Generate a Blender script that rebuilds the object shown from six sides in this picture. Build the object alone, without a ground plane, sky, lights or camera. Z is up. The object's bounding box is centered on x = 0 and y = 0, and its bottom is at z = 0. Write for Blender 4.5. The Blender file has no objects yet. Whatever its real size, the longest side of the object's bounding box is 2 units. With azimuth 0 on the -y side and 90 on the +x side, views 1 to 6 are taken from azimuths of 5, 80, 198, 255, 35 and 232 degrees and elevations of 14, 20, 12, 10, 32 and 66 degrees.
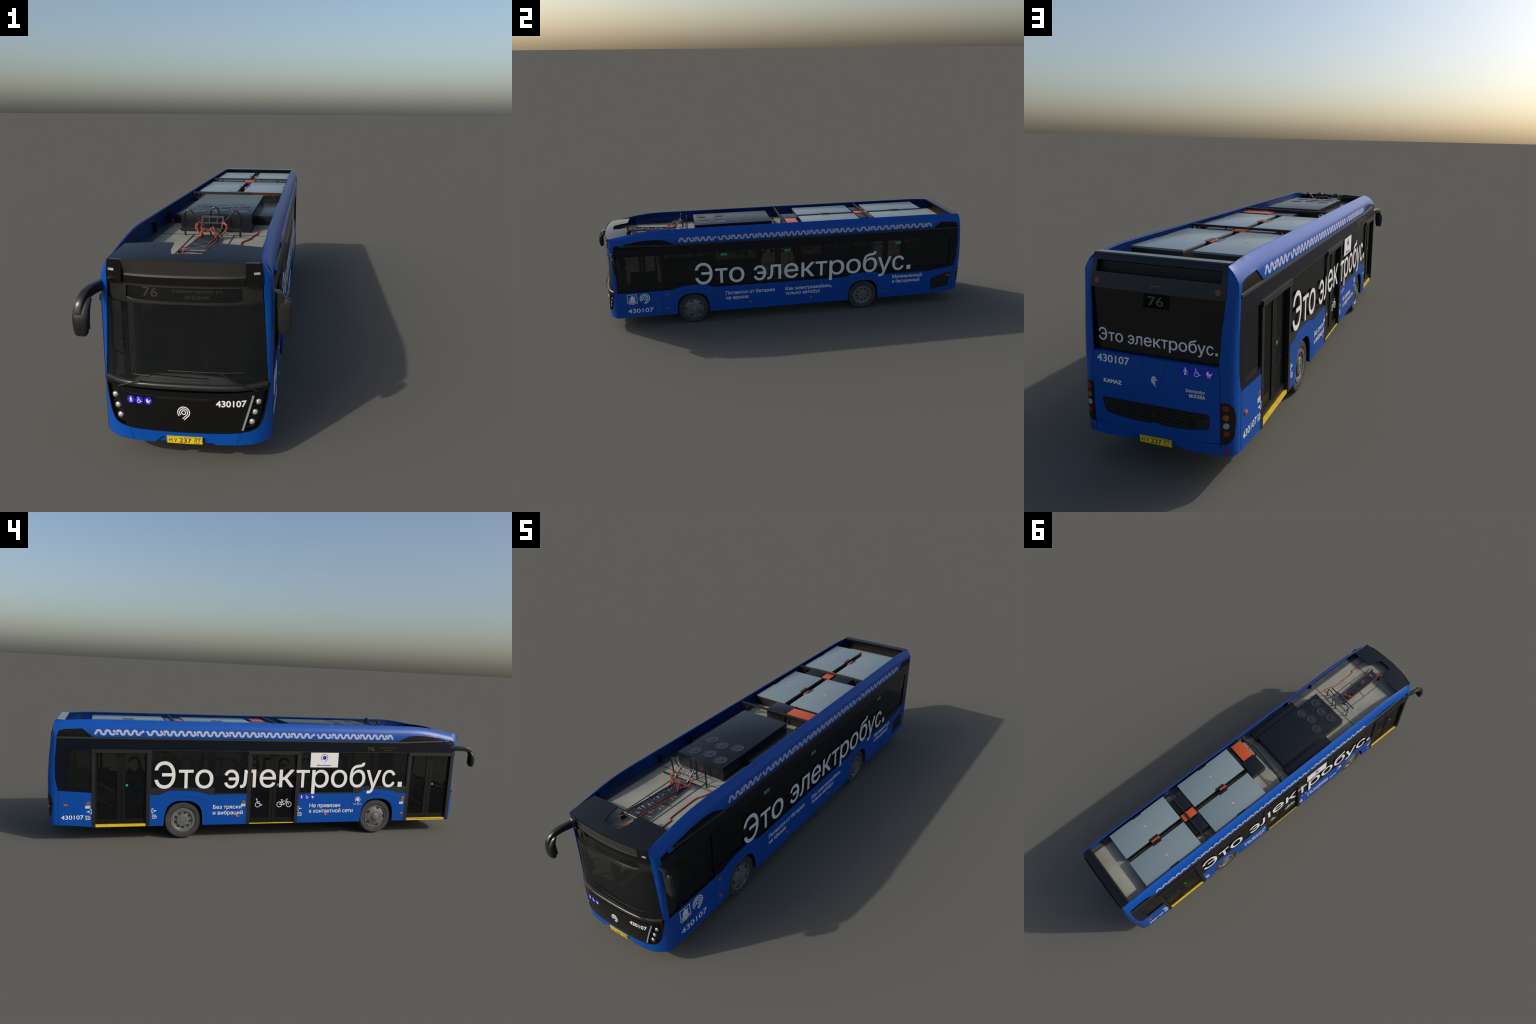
# Low-floor electric city bus: blue body, black glazing band, open roof well with
# battery packs, cooling unit and charging gear.  Metres, z up, nose towards -y.
import bpy, bmesh, math, random
from mathutils import Vector, Matrix
from mathutils.geometry import delaunay_2d_cdt

random.seed(7)
CX = -0.006            # lengthwise symmetry plane of the body
HALF = 0.1965          # half width of the flat sides
ROOF = 0.4615          # floor of the roof well
AXLES = (-0.504, 0.430)

# ------------------------------------------------------------------ materials
MATS = {}


def material(name, color, rough=0.5, metal=0.0, vary=0.0, scale=30.0, dirt=None,
             dirt_amount=0.5, bump=0.0, coat=0.0, spec=0.5, stretch=(1, 1, 1)):
    m = bpy.data.materials.new(name)
    m.use_nodes = True
    nt = m.node_tree
    b = nt.nodes["Principled BSDF"]
    b.inputs["Base Color"].default_value = (*color, 1)
    b.inputs["Roughness"].default_value = rough
    b.inputs["Metallic"].default_value = metal
    b.inputs["Specular IOR Level"].default_value = spec
    b.inputs["Coat Weight"].default_value = coat
    b.inputs["Coat Roughness"].default_value = 0.06
    if vary or dirt or bump:
        tc = nt.nodes.new("ShaderNodeTexCoord")
        mp = nt.nodes.new("ShaderNodeMapping")
        mp.inputs["Scale"].default_value = stretch
        nt.links.new(tc.outputs["Object"], mp.inputs["Vector"])
        nz = nt.nodes.new("ShaderNodeTexNoise")
        nz.inputs["Scale"].default_value = scale
        nz.inputs["Detail"].default_value = 6
        nz.inputs["Roughness"].default_value = 0.65
        nt.links.new(mp.outputs["Vector"], nz.inputs["Vector"])
        rp = nt.nodes.new("ShaderNodeValToRGB")
        rp.color_ramp.elements[0].position = 0.35
        rp.color_ramp.elements[1].position = 0.7
        lo = dirt if dirt else tuple(c * (1 - vary) for c in color)
        hi = color if dirt else tuple(min(1, c * (1 + vary)) for c in color)
        if dirt:
            lo = tuple(c * (1 - dirt_amount) + d * dirt_amount for c, d in zip(color, dirt))
        rp.color_ramp.elements[0].color = (*lo, 1)
        rp.color_ramp.elements[1].color = (*hi, 1)
        nt.links.new(nz.outputs["Fac"], rp.inputs["Fac"])
        nt.links.new(rp.outputs["Color"], b.inputs["Base Color"])
        if bump:
            bp = nt.nodes.new("ShaderNodeBump")
            bp.inputs["Strength"].default_value = bump
            bp.inputs["Distance"].default_value = 0.001
            nt.links.new(nz.outputs["Fac"], bp.inputs["Height"])
            nt.links.new(bp.outputs["Normal"], b.inputs["Normal"])
    MATS[name] = m
    return m


def glass_material(name, base, film=0.435, rough=0.04):
    """Tinted pane: mostly clear, with a thin dark glossy film on both faces."""
    m = bpy.data.materials.new(name)
    m.use_nodes = True
    nt = m.node_tree
    p = nt.nodes["Principled BSDF"]
    p.inputs["Base Color"].default_value = (*base, 1)
    p.inputs["Roughness"].default_value = rough
    out = nt.nodes["Material Output"]
    tr = nt.nodes.new("ShaderNodeBsdfRefraction")
    tr.inputs["Color"].default_value = (1, 1, 0.97, 1)
    tr.inputs["Roughness"].default_value = 0.0
    tr.inputs["IOR"].default_value = 1.02
    mx = nt.nodes.new("ShaderNodeMixShader")
    mx.inputs["Fac"].default_value = film
    nt.links.new(tr.outputs["BSDF"], mx.inputs[1])
    nt.links.new(p.outputs["BSDF"], mx.inputs[2])
    nt.links.new(mx.outputs["Shader"], out.inputs["Surface"])
    MATS[name] = m
    return m


BLUE = material("blue_paint", (0.0018, 0.068, 0.345), 0.34, vary=0.05, scale=4, spec=0.27)
INNER = material("inner_rail_paint", (0.004, 0.055, 0.30), 0.4, scale=14, dirt=(0.004, 0.008, 0.02),
                 dirt_amount=0.8, stretch=(1, 1, 0.5))
GLOSS = material("gloss_black", (0.0045, 0.0045, 0.0042), 0.14, spec=0.5)
BAND = material("glazing_band", (0.0012, 0.0030, 0.010), 0.3, spec=0.35)
MATTE = material("matte_black", (0.0075, 0.0072, 0.0068), 0.55)
RUBBER = material("door_frame_rubber", (0.0125, 0.012, 0.0115), 0.5, spec=0.4)
LEAF = material("door_leaf_dark", (0.0042, 0.0038, 0.003), 0.45, spec=0.3)
GUTTER = material("gutter_grey", (0.017, 0.018, 0.018), 0.45)
PILLARM = material("window_pillar", (0.006, 0.006, 0.006), 0.5)
RECESS = material("rail_recess", (0.0022, 0.002, 0.0016), 0.5, spec=0.2)
SEAM = material("panel_seam", (0.002, 0.012, 0.06), 0.6)
SEAMK = material("seam_black", (0.001, 0.001, 0.001), 0.6)
WHITE = material("white_lettering", (0.82, 0.80, 0.78), 0.5)
ORNAM = material("ornament_lettering", (0.42, 0.45, 0.62), 0.5)
ICON = material("icon_blue", (0.012, 0.008, 0.60), 0.5)
YELLOW = material("yellow_step", (0.74, 0.51, 0.013), 0.5, vary=0.15, scale=60)
TREAD = material("step_yellow", (0.80, 0.52, 0.015), 0.5)
PLATE = material("plate_yellow", (0.78, 0.57, 0.013), 0.45)
INK = material("plate_ink", (0.02, 0.015, 0.01), 0.5)
TYRE = material("tyre_rubber", (0.040, 0.039, 0.037), 0.75, vary=0.3, scale=50, bump=0.2)
RIM = material("rim_grey", (0.145, 0.145, 0.142), 0.4, metal=0.1, vary=0.22, scale=45)
DARKDISC = material("rim_dark_disc", (0.002, 0.002, 0.002), 0.8)
AMBER = material("amber_lens", (0.55, 0.11, 0.01), 0.3)
AMBERD = material("amber_lamp", (0.33, 0.09, 0.01), 0.3, vary=0.3, scale=300)
RED = material("red_lens", (0.26, 0.012, 0.012), 0.3, vary=0.3, scale=300)
CLEAR = material("clear_lamp", (0.32, 0.36, 0.36), 0.25, vary=0.3, scale=300)
SILVER = material("lamp_reflector", (0.62, 0.61, 0.57), 0.3, metal=0.5, vary=0.5, scale=260)
DRL = material("running_light", (0.40, 0.40, 0.46), 0.3, vary=0.6, scale=300)
STRIP = material("led_strip", (0.32, 0.36, 0.36), 0.35, vary=0.4, scale=500)
FLOOR = material("roof_sheet", (0.32, 0.315, 0.25), 0.6, scale=9, dirt=(0.13, 0.13, 0.11),
                 dirt_amount=0.45, bump=0.08)
FLOORD = material("roof_edge_dark", (0.05, 0.055, 0.05), 0.7, vary=0.4, scale=25)  # darker mottled tone for the roof gully and sheet seams
DARKBOX = material("cooling_unit_paint", (0.0080, 0.0095, 0.0135), 0.28, spec=0.35)
FANM = material("fan_cover", (0.021, 0.022, 0.024), 0.3)
BATT = material("battery_lid", (0.185, 0.235, 0.25), 0.27, vary=0.02, scale=40)
BATTS = material("battery_case", (0.010, 0.0095, 0.008), 0.5, vary=0.4, scale=40)
ORANGE = material("orange_box", (0.48, 0.075, 0.018), 0.27)
CABLE = material("orange_cable", (0.38, 0.052, 0.016), 0.55)
STEEL = material("charger_steel", (0.022, 0.025, 0.032), 0.35, metal=0.2)
STEELB = material("charger_bright", (0.10, 0.10, 0.105), 0.3, metal=0.6)
TUBE = material("roof_tube", (0.008, 0.0095, 0.012), 0.3)
MIRROR = material("mirror_housing", (0.016, 0.0155, 0.015), 0.3)
HEADER = material("screen_header", (0.018, 0.017, 0.016), 0.28)
POCKET = material("visor_ground_sheen", (0.030, 0.028, 0.024), 0.22, spec=0.9)  # glossy black visor; the grey-brown base paints in the ground's reflection
SIGNM = material("sign_face", (0.004, 0.0055, 0.0055), 0.2)
LEDM = material("sign_led", (0.024, 0.020, 0.006), 0.4)
LEDD = material("sign_led_dim", (0.060, 0.048, 0.03), 0.4)
DARKSIGN = material("sign_box", (0.0006, 0.0006, 0.0008), 0.5, spec=0.1)
LEDR = material("rear_sign_led", (0.11, 0.075, 0.032), 0.4)
GREEN = material("exit_green", (0.0, 0.16, 0.05), 0.4)
GREENB = material("door_button", (0.01, 0.42, 0.12), 0.35)
UNDER = material("underbody", (0.008, 0.008, 0.008), 0.8)
CABIN = material("cabin_trim", (0.06, 0.062, 0.06), 0.7)
CEIL = material("cabin_ceiling", (0.20, 0.20, 0.18), 0.7)
SEATM = material("seat_fabric", (0.025, 0.03, 0.045), 0.8)
GRAB = material("grab_rail", (0.02, 0.04, 0.22), 0.4)
GRILLE = material("grille_black", (0.0055, 0.0058, 0.006), 0.5, bump=0.5, vary=0.3, scale=160)
STICKER = material("sticker_white", (0.55, 0.58, 0.55), 0.5)
STICKR = material("sticker_red", (0.55, 0.06, 0.05), 0.5)
STICKB = material("sticker_black", (0.02, 0.02, 0.02), 0.5)
GLASS = glass_material("tinted_glass", (0.0085, 0.0105, 0.0105), 0.57)
DOORGLASS = glass_material("door_glass", (0.0080, 0.0095, 0.0090), 0.36)
SCREEN = glass_material("windscreen_glass", (0.0125, 0.015, 0.015), 0.56)

# ------------------------------------------------------------------ mesh tools
ROOT = bpy.data.objects.new("electric_bus", None)
bpy.context.scene.collection.objects.link(ROOT)
ROOT["label"] = "blue electric city bus with black windows and rooftop batteries"
ROOT["category"] = "city bus"


def add(name, verts, faces, mat, parent=None, smooth=40, mats=None, midx=None):
    me = bpy.data.meshes.new(name)
    me.from_pydata([tuple(v) for v in verts], [], faces)
    me.update()
    for mm in (mats or [mat]):
        me.materials.append(mm)
    if midx:
        for p, i in zip(me.polygons, midx):
            p.material_index = i
    if smooth:
        for p in me.polygons:
            p.use_smooth = True
        me.set_sharp_from_angle(angle=math.radians(smooth))
    o = bpy.data.objects.new(name, me)
    bpy.context.scene.collection.objects.link(o)
    o.parent = parent or ROOT
    return o


class Build:
    """Collects pieces into one mesh."""

    def __init__(self):
        self.v, self.f, self.m = [], [], []

    def put(self, verts, faces, mi=0):
        n = len(self.v)
        self.v += [tuple(a) for a in verts]
        self.f += [tuple(i + n for i in f) for f in faces]
        self.m += [mi] * len(faces)

    def box(self, x0, x1, y0, y1, z0, z1, mi=0, top=None):
        """Box; top = (dx, dy) shrink of the upper face."""
        t = top or (0, 0)
        v = [(x0, y0, z0), (x1, y0, z0), (x1, y1, z0), (x0, y1, z0),
             (x0 + t[0], y0 + t[1], z1), (x1 - t[0], y0 + t[1], z1),
             (x1 - t[0], y1 - t[1], z1), (x0 + t[0], y1 - t[1], z1)]
        self.put(v, [(3, 2, 1, 0), (4, 5, 6, 7), (0, 1, 5, 4), (1, 2, 6, 5), (2, 3, 7, 6), (3, 0, 4, 7)], mi)

    def bevel_box(self, x0, x1, y0, y1, z0, z1, r, mi=0):
        bm = bmesh.new()
        bmesh.ops.create_cube(bm, size=1)
        for v in bm.verts:
            v.co = Vector(((x0 + x1) / 2 + v.co.x * (x1 - x0), (y0 + y1) / 2 + v.co.y * (y1 - y0),
                           (z0 + z1) / 2 + v.co.z * (z1 - z0)))
        bmesh.ops.bevel(bm, geom=bm.edges[:], offset=r, segments=2, affect='EDGES', profile=0.6)
        bm.verts.index_update()
        self.put([v.co for v in bm.verts], [tuple(v.index for v in f.verts) for f in bm.faces], mi)
        bm.free()

    def tube(self, pts, r, mi=0, n=8, flat=None):
        """Round (or flat=(w,h) oval) tube along 3D points."""
        pts = [Vector(p) for p in pts]
        rings, up = [], Vector((0, 0, 1))
        for i, p in enumerate(pts):
            d = (pts[min(i + 1, len(pts) - 1)] - pts[max(i - 1, 0)]).normalized()
            ref = up if abs(d.z) < 0.95 else Vector((0, 1, 0))
            a = d.cross(ref).normalized()
            b = a.cross(d)
            rr = r[i] if isinstance(r, (list, tuple)) else r
            rings.append([p + a * math.cos(2 * math.pi * k / n) * rr + b * math.sin(2 * math.pi * k / n) * rr
                          for k in range(n)])
        v = [q for ring in rings for q in ring]
        f = [(i * n + k, i * n + (k + 1) % n, (i + 1) * n + (k + 1) % n, (i + 1) * n + k)
             for i in range(len(pts) - 1) for k in range(n)]
        f += [tuple(reversed(range(n))), tuple(range((len(pts) - 1) * n, len(pts) * n))]
        self.put(v, f, mi)

    def bar(self, p, q, w, h, mi=0):
        """Rectangular bar from p to q, width w sideways and height h."""
        p, q = Vector(p), Vector(q)
        d = (q - p).normalized()
        ref = Vector((0, 0, 1)) if abs(d.z) < 0.95 else Vector((1, 0, 0))
        a = d.cross(ref).normalized() * w / 2
        b = a.cross(d).normalized() * h / 2
        v = [p - a - b, p + a - b, p + a + b, p - a + b, q - a - b, q + a - b, q + a + b, q - a + b]
        self.put(v, [(0, 1, 2, 3), (7, 6, 5, 4), (0, 4, 5, 1), (1, 5, 6, 2), (2, 6, 7, 3), (3, 7, 4, 0)], mi)

    def lathe(self, prof, centre, axis_x=1, n=48, mi=0):
        """Profile of (radius, out) turned about an x axis through centre."""
        v, f = [], []
        for r, o in prof:
            for k in range(n):
                a = 2 * math.pi * k / n
                v.append((centre[0] + axis_x * o, centre[1] + r * math.cos(a), centre[2] + r * math.sin(a)))
        for i in range(len(prof) - 1):
            for k in range(n):
                q = (i * n + k, i * n + (k + 1) % n, (i + 1) * n + (k + 1) % n, (i + 1) * n + k)
                f.append(q if axis_x > 0 else q[::-1])
        self.put(v, f, mi)

    def out(self, name, *mats, parent=None, smooth=40, fix=True):
        o = add(name, self.v, self.f, None, parent, smooth, list(mats), self.m)
        if fix:
            bm = bmesh.new()
            bm.from_mesh(o.data)
            bmesh.ops.recalc_face_normals(bm, faces=bm.faces[:])
            bm.to_mesh(o.data)
            bm.free()
            if smooth:
                o.data.set_sharp_from_angle(angle=math.radians(smooth))
        return o


def inside(p, loop):
    x, y = p
    c = False
    n = len(loop)
    j = n - 1
    for i in range(n):
        xi, yi = loop[i]
        xj, yj = loop[j]
        if (yi > y) != (yj > y) and x < (xj - xi) * (y - yi) / (yj - yi) + xi:
            c = not c
        j = i
    return c


def turns(p, loop):
    """Winding number of a closed contour about p."""
    x, y = p
    w = 0
    for (x0, y0), (x1, y1) in zip(loop, loop[1:] + loop[:1]):
        if (y0 <= y) != (y1 <= y):
            if (x1 - x0) * (y - y0) / (y1 - y0) + x0 > x:
                w += 1 if y1 > y0 else -1
    return w


def densify(loop, step):
    out = []
    n = len(loop)
    for i in range(n):
        a, b = loop[i], loop[(i + 1) % n]
        k = max(1, int(math.hypot(b[0] - a[0], b[1] - a[1]) / step))
        out += [(a[0] + (b[0] - a[0]) * t / k, a[1] + (b[1] - a[1]) * t / k) for t in range(k)]
    return out


def fill(outer, holes=(), step=0.02, grid=True):
    """Triangles of a 2D region with holes, with inner points every `step`."""
    loops = [densify(outer, step)] + [densify(h, step) for h in holes]
    pts, edges = [], []
    for lp in loops:
        n0 = len(pts)
        pts += [Vector(p) for p in lp]
        edges += [(n0 + i, n0 + (i + 1) % len(lp)) for i in range(len(lp))]
    if grid:
        u0, u1 = min(p[0] for p in outer), max(p[0] for p in outer)
        v0, v1 = min(p[1] for p in outer), max(p[1] for p in outer)
        nu, nv = int((u1 - u0) / step), int((v1 - v0) / step)
        bound = [p for lp in loops for p in lp]
        for i in range(1, nu + 1):
            for j in range(1, nv + 1):
                q = (u0 + (u1 - u0) * i / (nu + 1), v0 + (v1 - v0) * j / (nv + 1))
                if inside(q, outer) and not any(inside(q, h) for h in holes):
                    if min((q[0] - b[0]) ** 2 + (q[1] - b[1]) ** 2 for b in bound) > (0.3 * step) ** 2:
                        pts.append(Vector(q))
    v, _, f, _, _, _ = delaunay_2d_cdt(pts, edges, [], 0, 1e-7)
    keep = []
    for t in f:
        c = (sum(v[i][0] for i in t) / 3, sum(v[i][1] for i in t) / 3)
        if inside(c, outer) and not any(inside(c, h) for h in holes):
            keep.append(tuple(t))
    return [tuple(p) for p in v], keep


def skin(tri_v, tri_f, surf, off, thick, build=None, mi=0):
    """Maps 2D triangles on a surface and gives them thickness."""
    front = [surf(u, v, off) for u, v in tri_v]
    back = [surf(u, v, off - thick) for u, v in tri_v]
    n = len(front)
    probe = tri_f[len(tri_f) // 2]
    a, b, c = (Vector(front[i]) for i in probe)
    outward = sum(((Vector(front[i]) - Vector(back[i])) for i in probe), Vector())
    flip = (b - a).cross(c - a).dot(outward) < 0
    faces, count = [], {}
    for t in tri_f:
        t = t[::-1] if flip else t
        faces.append(t)
        faces.append(tuple(i + n for i in reversed(t)))
        for i in range(3):
            e = (t[i], t[(i + 1) % 3])
            count[e] = count.get(e, 0) + 1
    for e in list(count):
        if (e[1], e[0]) not in count:
            faces.append((e[1], e[0], e[0] + n, e[1] + n))
    used = sorted({i for f in faces for i in f})
    idx = {o: k for k, o in enumerate(used)}
    allv = front + back
    v2, f2 = [allv[i] for i in used], [tuple(idx[i] for i in f) for f in faces]
    if build is not None:
        build.put(v2, f2, mi)
    return v2, f2


def panel(name, outer, surf, mat, holes=(), off=0.0, thick=0.004, step=0.02, grid=True, parent=None, smooth=40):
    v, f = fill(outer, holes, step, grid)
    v2, f2 = skin(v, f, surf, off, thick)
    return add(name, v2, f2, mat, parent, smooth)


def rect(u0, u1, v0, v1):
    return [(u0, v0), (u1, v0), (u1, v1), (u0, v1)]


def rounded(u0, u1, v0, v1, r, n=5):
    out = []
    for cu, cv, a0 in ((u1 - r, v1 - r, 0), (u0 + r, v1 - r, 90), (u0 + r, v0 + r, 180), (u1 - r, v0 + r, 270)):
        for k in range(n + 1):
            a = math.radians(a0 + 90 * k / n)
            out.append((cu + r * math.cos(a), cv + r * math.sin(a)))
    return out


def circle(u, v, r, n=20):
    return [(u + r * math.cos(2 * math.pi * k / n), v + r * math.sin(2 * math.pi * k / n)) for k in range(n)]


def interp(x, table):
    if x <= table[0][0]:
        return table[0][1]
    for (x0, y0), (x1, y1) in zip(table, table[1:]):
        if x <= x1:
            return y0 + (y1 - y0) * (x - x0) / (x1 - x0)
    return table[-1][1]


def spline(pts, n=8):
    """Catmull-Rom through 2D or 3D points."""
    P = [Vector(p) for p in pts]
    P = [P[0] * 2 - P[1]] + P + [P[-1] * 2 - P[-2]]
    out = []
    for i in range(1, len(P) - 2):
        for k in range(n):
            t = k / n
            a, b, c, d = P[i - 1], P[i], P[i + 1], P[i + 2]
            out.append(0.5 * ((2 * b) + (c - a) * t + (2 * a - 5 * b + 4 * c - d) * t * t
                              + (3 * b - a - 3 * c + d) * t ** 3))
    out.append(P[-2])
    return out


# ------------------------------------------------------------------ body surfaces
# height of the roof rail crest along the bus
CREST = [(-0.93, 0.481), (-0.915, 0.4850), (-0.85, 0.4975), (-0.795, 0.5080), (-0.76, 0.5130), (-0.73, 0.5167),
         (-0.69, 0.5195), (-0.65, 0.5205), (-0.4, 0.5205), (0.80, 0.5198), (0.86, 0.5185), (0.93, 0.5140), (0.965, 0.5112)]
# inward lean of the rail against depth below the crest
LEAN = [(-0.01, 0.036), (0.0, 0.0255), (0.004, 0.0212), (0.01, 0.0160), (0.016, 0.0115), (0.022, 0.0078), (0.03, 0.0040),
        (0.036, 0.0020), (0.045, 0.0006), (0.06, 0.0)]


def crest(y):
    return interp(y, CREST)


def half_at(y, z):
    taper = 0.0012 * (max(0.0, y - 0.942) / 0.024) ** 2
    return HALF - taper - interp(crest(y) - z, LEAN)


def side(sgn):
    def f(y, z, off=0.0):
        s = half_at(y, z)
        ds = (half_at(y, z + 0.002) - half_at(y, z - 0.002)) / 0.004
        n = Vector((1, -ds)).normalized()
        return (CX + sgn * (s + off * n[0]), y, z + off * n[1])
    return f


LEFT, RIGHT = side(1), side(-1)


class End:
    """Curved nose or tail: outlines (s, y) at several heights, same columns."""

    def __init__(self, rows, out):
        self.rows, self.out = rows, out
        base = rows[min(2, len(rows) - 1)][1]
        self.a = [0.0]
        for p, q in zip(base, base[1:]):
            self.a.append(self.a[-1] + math.hypot(q[0] - p[0], q[1] - p[1]))
        self.end = self.a[-1]

    def col(self, row, a):
        A = self.a
        i = 0
        while i < len(A) - 2 and a > A[i + 1]:
            i += 1
        t = (a - A[i]) / (A[i + 1] - A[i])
        P = row

        def g(k):
            if k < 0:
                return (-P[1][0], P[1][1])
            if k >= len(P):
                return (2 * P[-1][0] - P[-2][0], 2 * P[-1][1] - P[-2][1])
            return P[k]

        def nominal(k):
            return -A[1] if k < 0 else (A[k] if k < len(A) else 2 * A[-1] - A[-2])
        b, c = g(i), g(i + 1)
        h = A[i + 1] - A[i]
        res = []
        for d in (0, 1):
            m0 = (c[d] - g(i - 1)[d]) / (nominal(i + 1) - nominal(i - 1)) * h
            m1 = (g(i + 2)[d] - b[d]) / (nominal(i + 2) - nominal(i)) * h
            t2, t3 = t * t, t * t * t
            res.append((2 * t3 - 3 * t2 + 1) * b[d] + (t3 - 2 * t2 + t) * m0 + (-2 * t3 + 3 * t2) * c[d] + (t3 - t2) * m1)
        return res

    def base(self, a, z):
        sg = 1 if a >= 0 else -1
        a = abs(a)
        R = self.rows
        i = 0
        while i < len(R) - 2 and z > R[i + 1][0]:
            i += 1
        t = (z - R[i][0]) / (R[i + 1][0] - R[i][0])
        p, q = self.col(R[i][1], a), self.col(R[i + 1][1], a)
        # soften the change of slope between rows
        return Vector((CX + sg * (p[0] + (q[0] - p[0]) * t), p[1] + (q[1] - p[1]) * t, z))

    def __call__(self, a, z, off=0.0):
        p = self.base(a, z)
        if off == 0:
            return tuple(p)
        e = 0.0015
        du = self.base(a + e, z) - self.base(a - e, z)
        dv = self.base(a, z + e) - self.base(a, z - e)
        n = du.cross(dv).normalized()
        if n.y * self.out < 0 and abs(n.y) > 0.02 or abs(n.y) <= 0.02 and n.x * a < 0:
            n = -n
        return tuple(p + n * off)

    def at(self, s, z):
        """Column coordinate of the point at sideways distance s."""
        sg = 1 if s >= 0 else -1
        lo, hi = 0.0, self.end
        for _ in range(26):
            mid = (lo + hi) / 2
            if abs(self.base(mid, z).x - CX) < abs(s):
                lo = mid
            else:
                hi = mid
        return sg * lo

    def flat(self, s, z, off=0.0):
        return self(self.at(s, z), z, off)

    def loop(self, pts):
        return [(self.at(s, z), z) for s, z in pts]


NOSE = End([
    (0.061, [(0, -.944), (.06, -.9435), (.10, -.942), (.13, -.938), (.155, -.931), (.17, -.9225), (.183, -.912), (.1945, -.9005), (.1965, -.888)]),
    (0.110, [(0, -.948), (.06, -.9475), (.10, -.945), (.13, -.941), (.155, -.932), (.17, -.9225), (.183, -.913), (.1945, -.9015), (.1965, -.888)]),
    (0.150, [(0, -.949), (.06, -.9485), (.10, -.946), (.13, -.942), (.155, -.933), (.17, -.9225), (.183, -.914), (.1945, -.9020), (.1965, -.888)]),
    (0.205, [(0, -.947), (.06, -.946), (.10, -.943), (.13, -.938), (.155, -.929), (.17, -.9200), (.184, -.911), (.1945, -.9015), (.1965, -.888)]),
    (0.300, [(0, -.945), (.06, -.944), (.10, -.940), (.13, -.934), (.152, -.926), (.167, -.9170), (.181, -.909), (.1935, -.9015), (.1965, -.888)]),
    (0.390, [(0, -.943), (.06, -.941), (.10, -.936), (.13, -.929), (.15, -.923), (.164, -.9160), (.177, -.910), (.1930, -.9015), (.1965, -.888)]),
    (0.450, [(0, -.938), (.06, -.936), (.10, -.932), (.13, -.926), (.147, -.9215), (.160, -.9185), (.1735, -.914), (.1915, -.9025), (.1962, -.888)]),
    (0.487, [(0, -.9345), (.06, -.932), (.10, -.929), (.128, -.9245), (.144, -.921), (.156, -.9188), (.1680, -.9165), (.1718, -.910), (.1745, -.888)]),
], -1)
TAIL = End([
    (0.0755, [(0, .9925), (.06, .9925), (.10, .992), (.13, .9915), (.158, .990), (.174, .9885), (.185, .9845), (.1915, .977), (.1953, .966)]),
    (0.1400, [(0, .9975), (.06, .9975), (.10, .997), (.13, .996), (.158, .994), (.174, .9915), (.185, .9865), (.1917, .978), (.1953, .966)]),
    (0.2200, [(0, 1.0), (.06, .9998), (.10, .999), (.13, .998), (.158, .996), (.174, .9935), (.185, .9885), (.1917, .979), (.1953, .966)]),
    (0.2900, [(0, .9965), (.06, .9965), (.10, .996), (.13, .9955), (.158, .9945), (.174, .9930), (.185, .9885), (.1917, .979), (.1953, .966)]),
    (0.3600, [(0, .9915), (.06, .9915), (.10, .991), (.13, .9905), (.158, .990), (.174, .9885), (.185, .9845), (.1915, .977), (.1953, .966)]),
    (0.4300, [(0, .9850), (.06, .9850), (.10, .985), (.13, .9845), (.158, .983), (.174, .9810), (.185, .9775), (.1913, .973), (.1953, .966)]),
    (0.4750, [(0, .9760), (.06, .9760), (.10, .976), (.13, .9755), (.157, .9745), (.172, .9730), (.182, .9715), (.1890, .969), (.1944, .966)]),
    (0.4950, [(0, .9695), (.06, .9695), (.10, .9695), (.13, .969), (.154, .9685), (.168, .9680), (.177, .9675), (.1820, .967), (.1850, .966)]),
    (0.5112, [(0, .9625), (.06, .9625), (.10, .9625), (.128, .962), (.150, .9618), (.163, .9615), (.1675, .9613), (.1690, .9610), (.1697, .9605)]),
], 1)


# ------------------------------------------------------------------ 2D drawing tools
def ribbon(pts, w):
    """Flat stroke along 2D points, as triangles."""
    P = [Vector(p) for p in pts]
    v, f = [], []
    for i, p in enumerate(P):
        a = (P[i] - P[i - 1]).normalized() if i else (P[1] - P[0]).normalized()
        b = (P[i + 1] - P[i]).normalized() if i < len(P) - 1 else a
        t = (a + b)
        t = t.normalized() if t.length > 1e-6 else a
        n = Vector((-t.y, t.x))
        k = 1 / max(0.5, n.dot(Vector((-a.y, a.x))))
        v += [tuple(p + n * w / 2 * k), tuple(p - n * w / 2 * k)]
    for i in range(len(P) - 1):
        f += [(2 * i, 2 * i + 1, 2 * i + 3), (2 * i, 2 * i + 3, 2 * i + 2)]
    return v, f


def disc(u, v, r, n=18):
    return [(u, v)] + circle(u, v, r, n), [(0, 1 + k, 1 + (k + 1) % n) for k in range(n)]


def arc(u, v, r, a0, a1, n=16):
    return [(u + r * math.cos(math.radians(a0 + (a1 - a0) * k / n)),
             v + r * math.sin(math.radians(a0 + (a1 - a0) * k / n))) for k in range(n + 1)]


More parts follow.
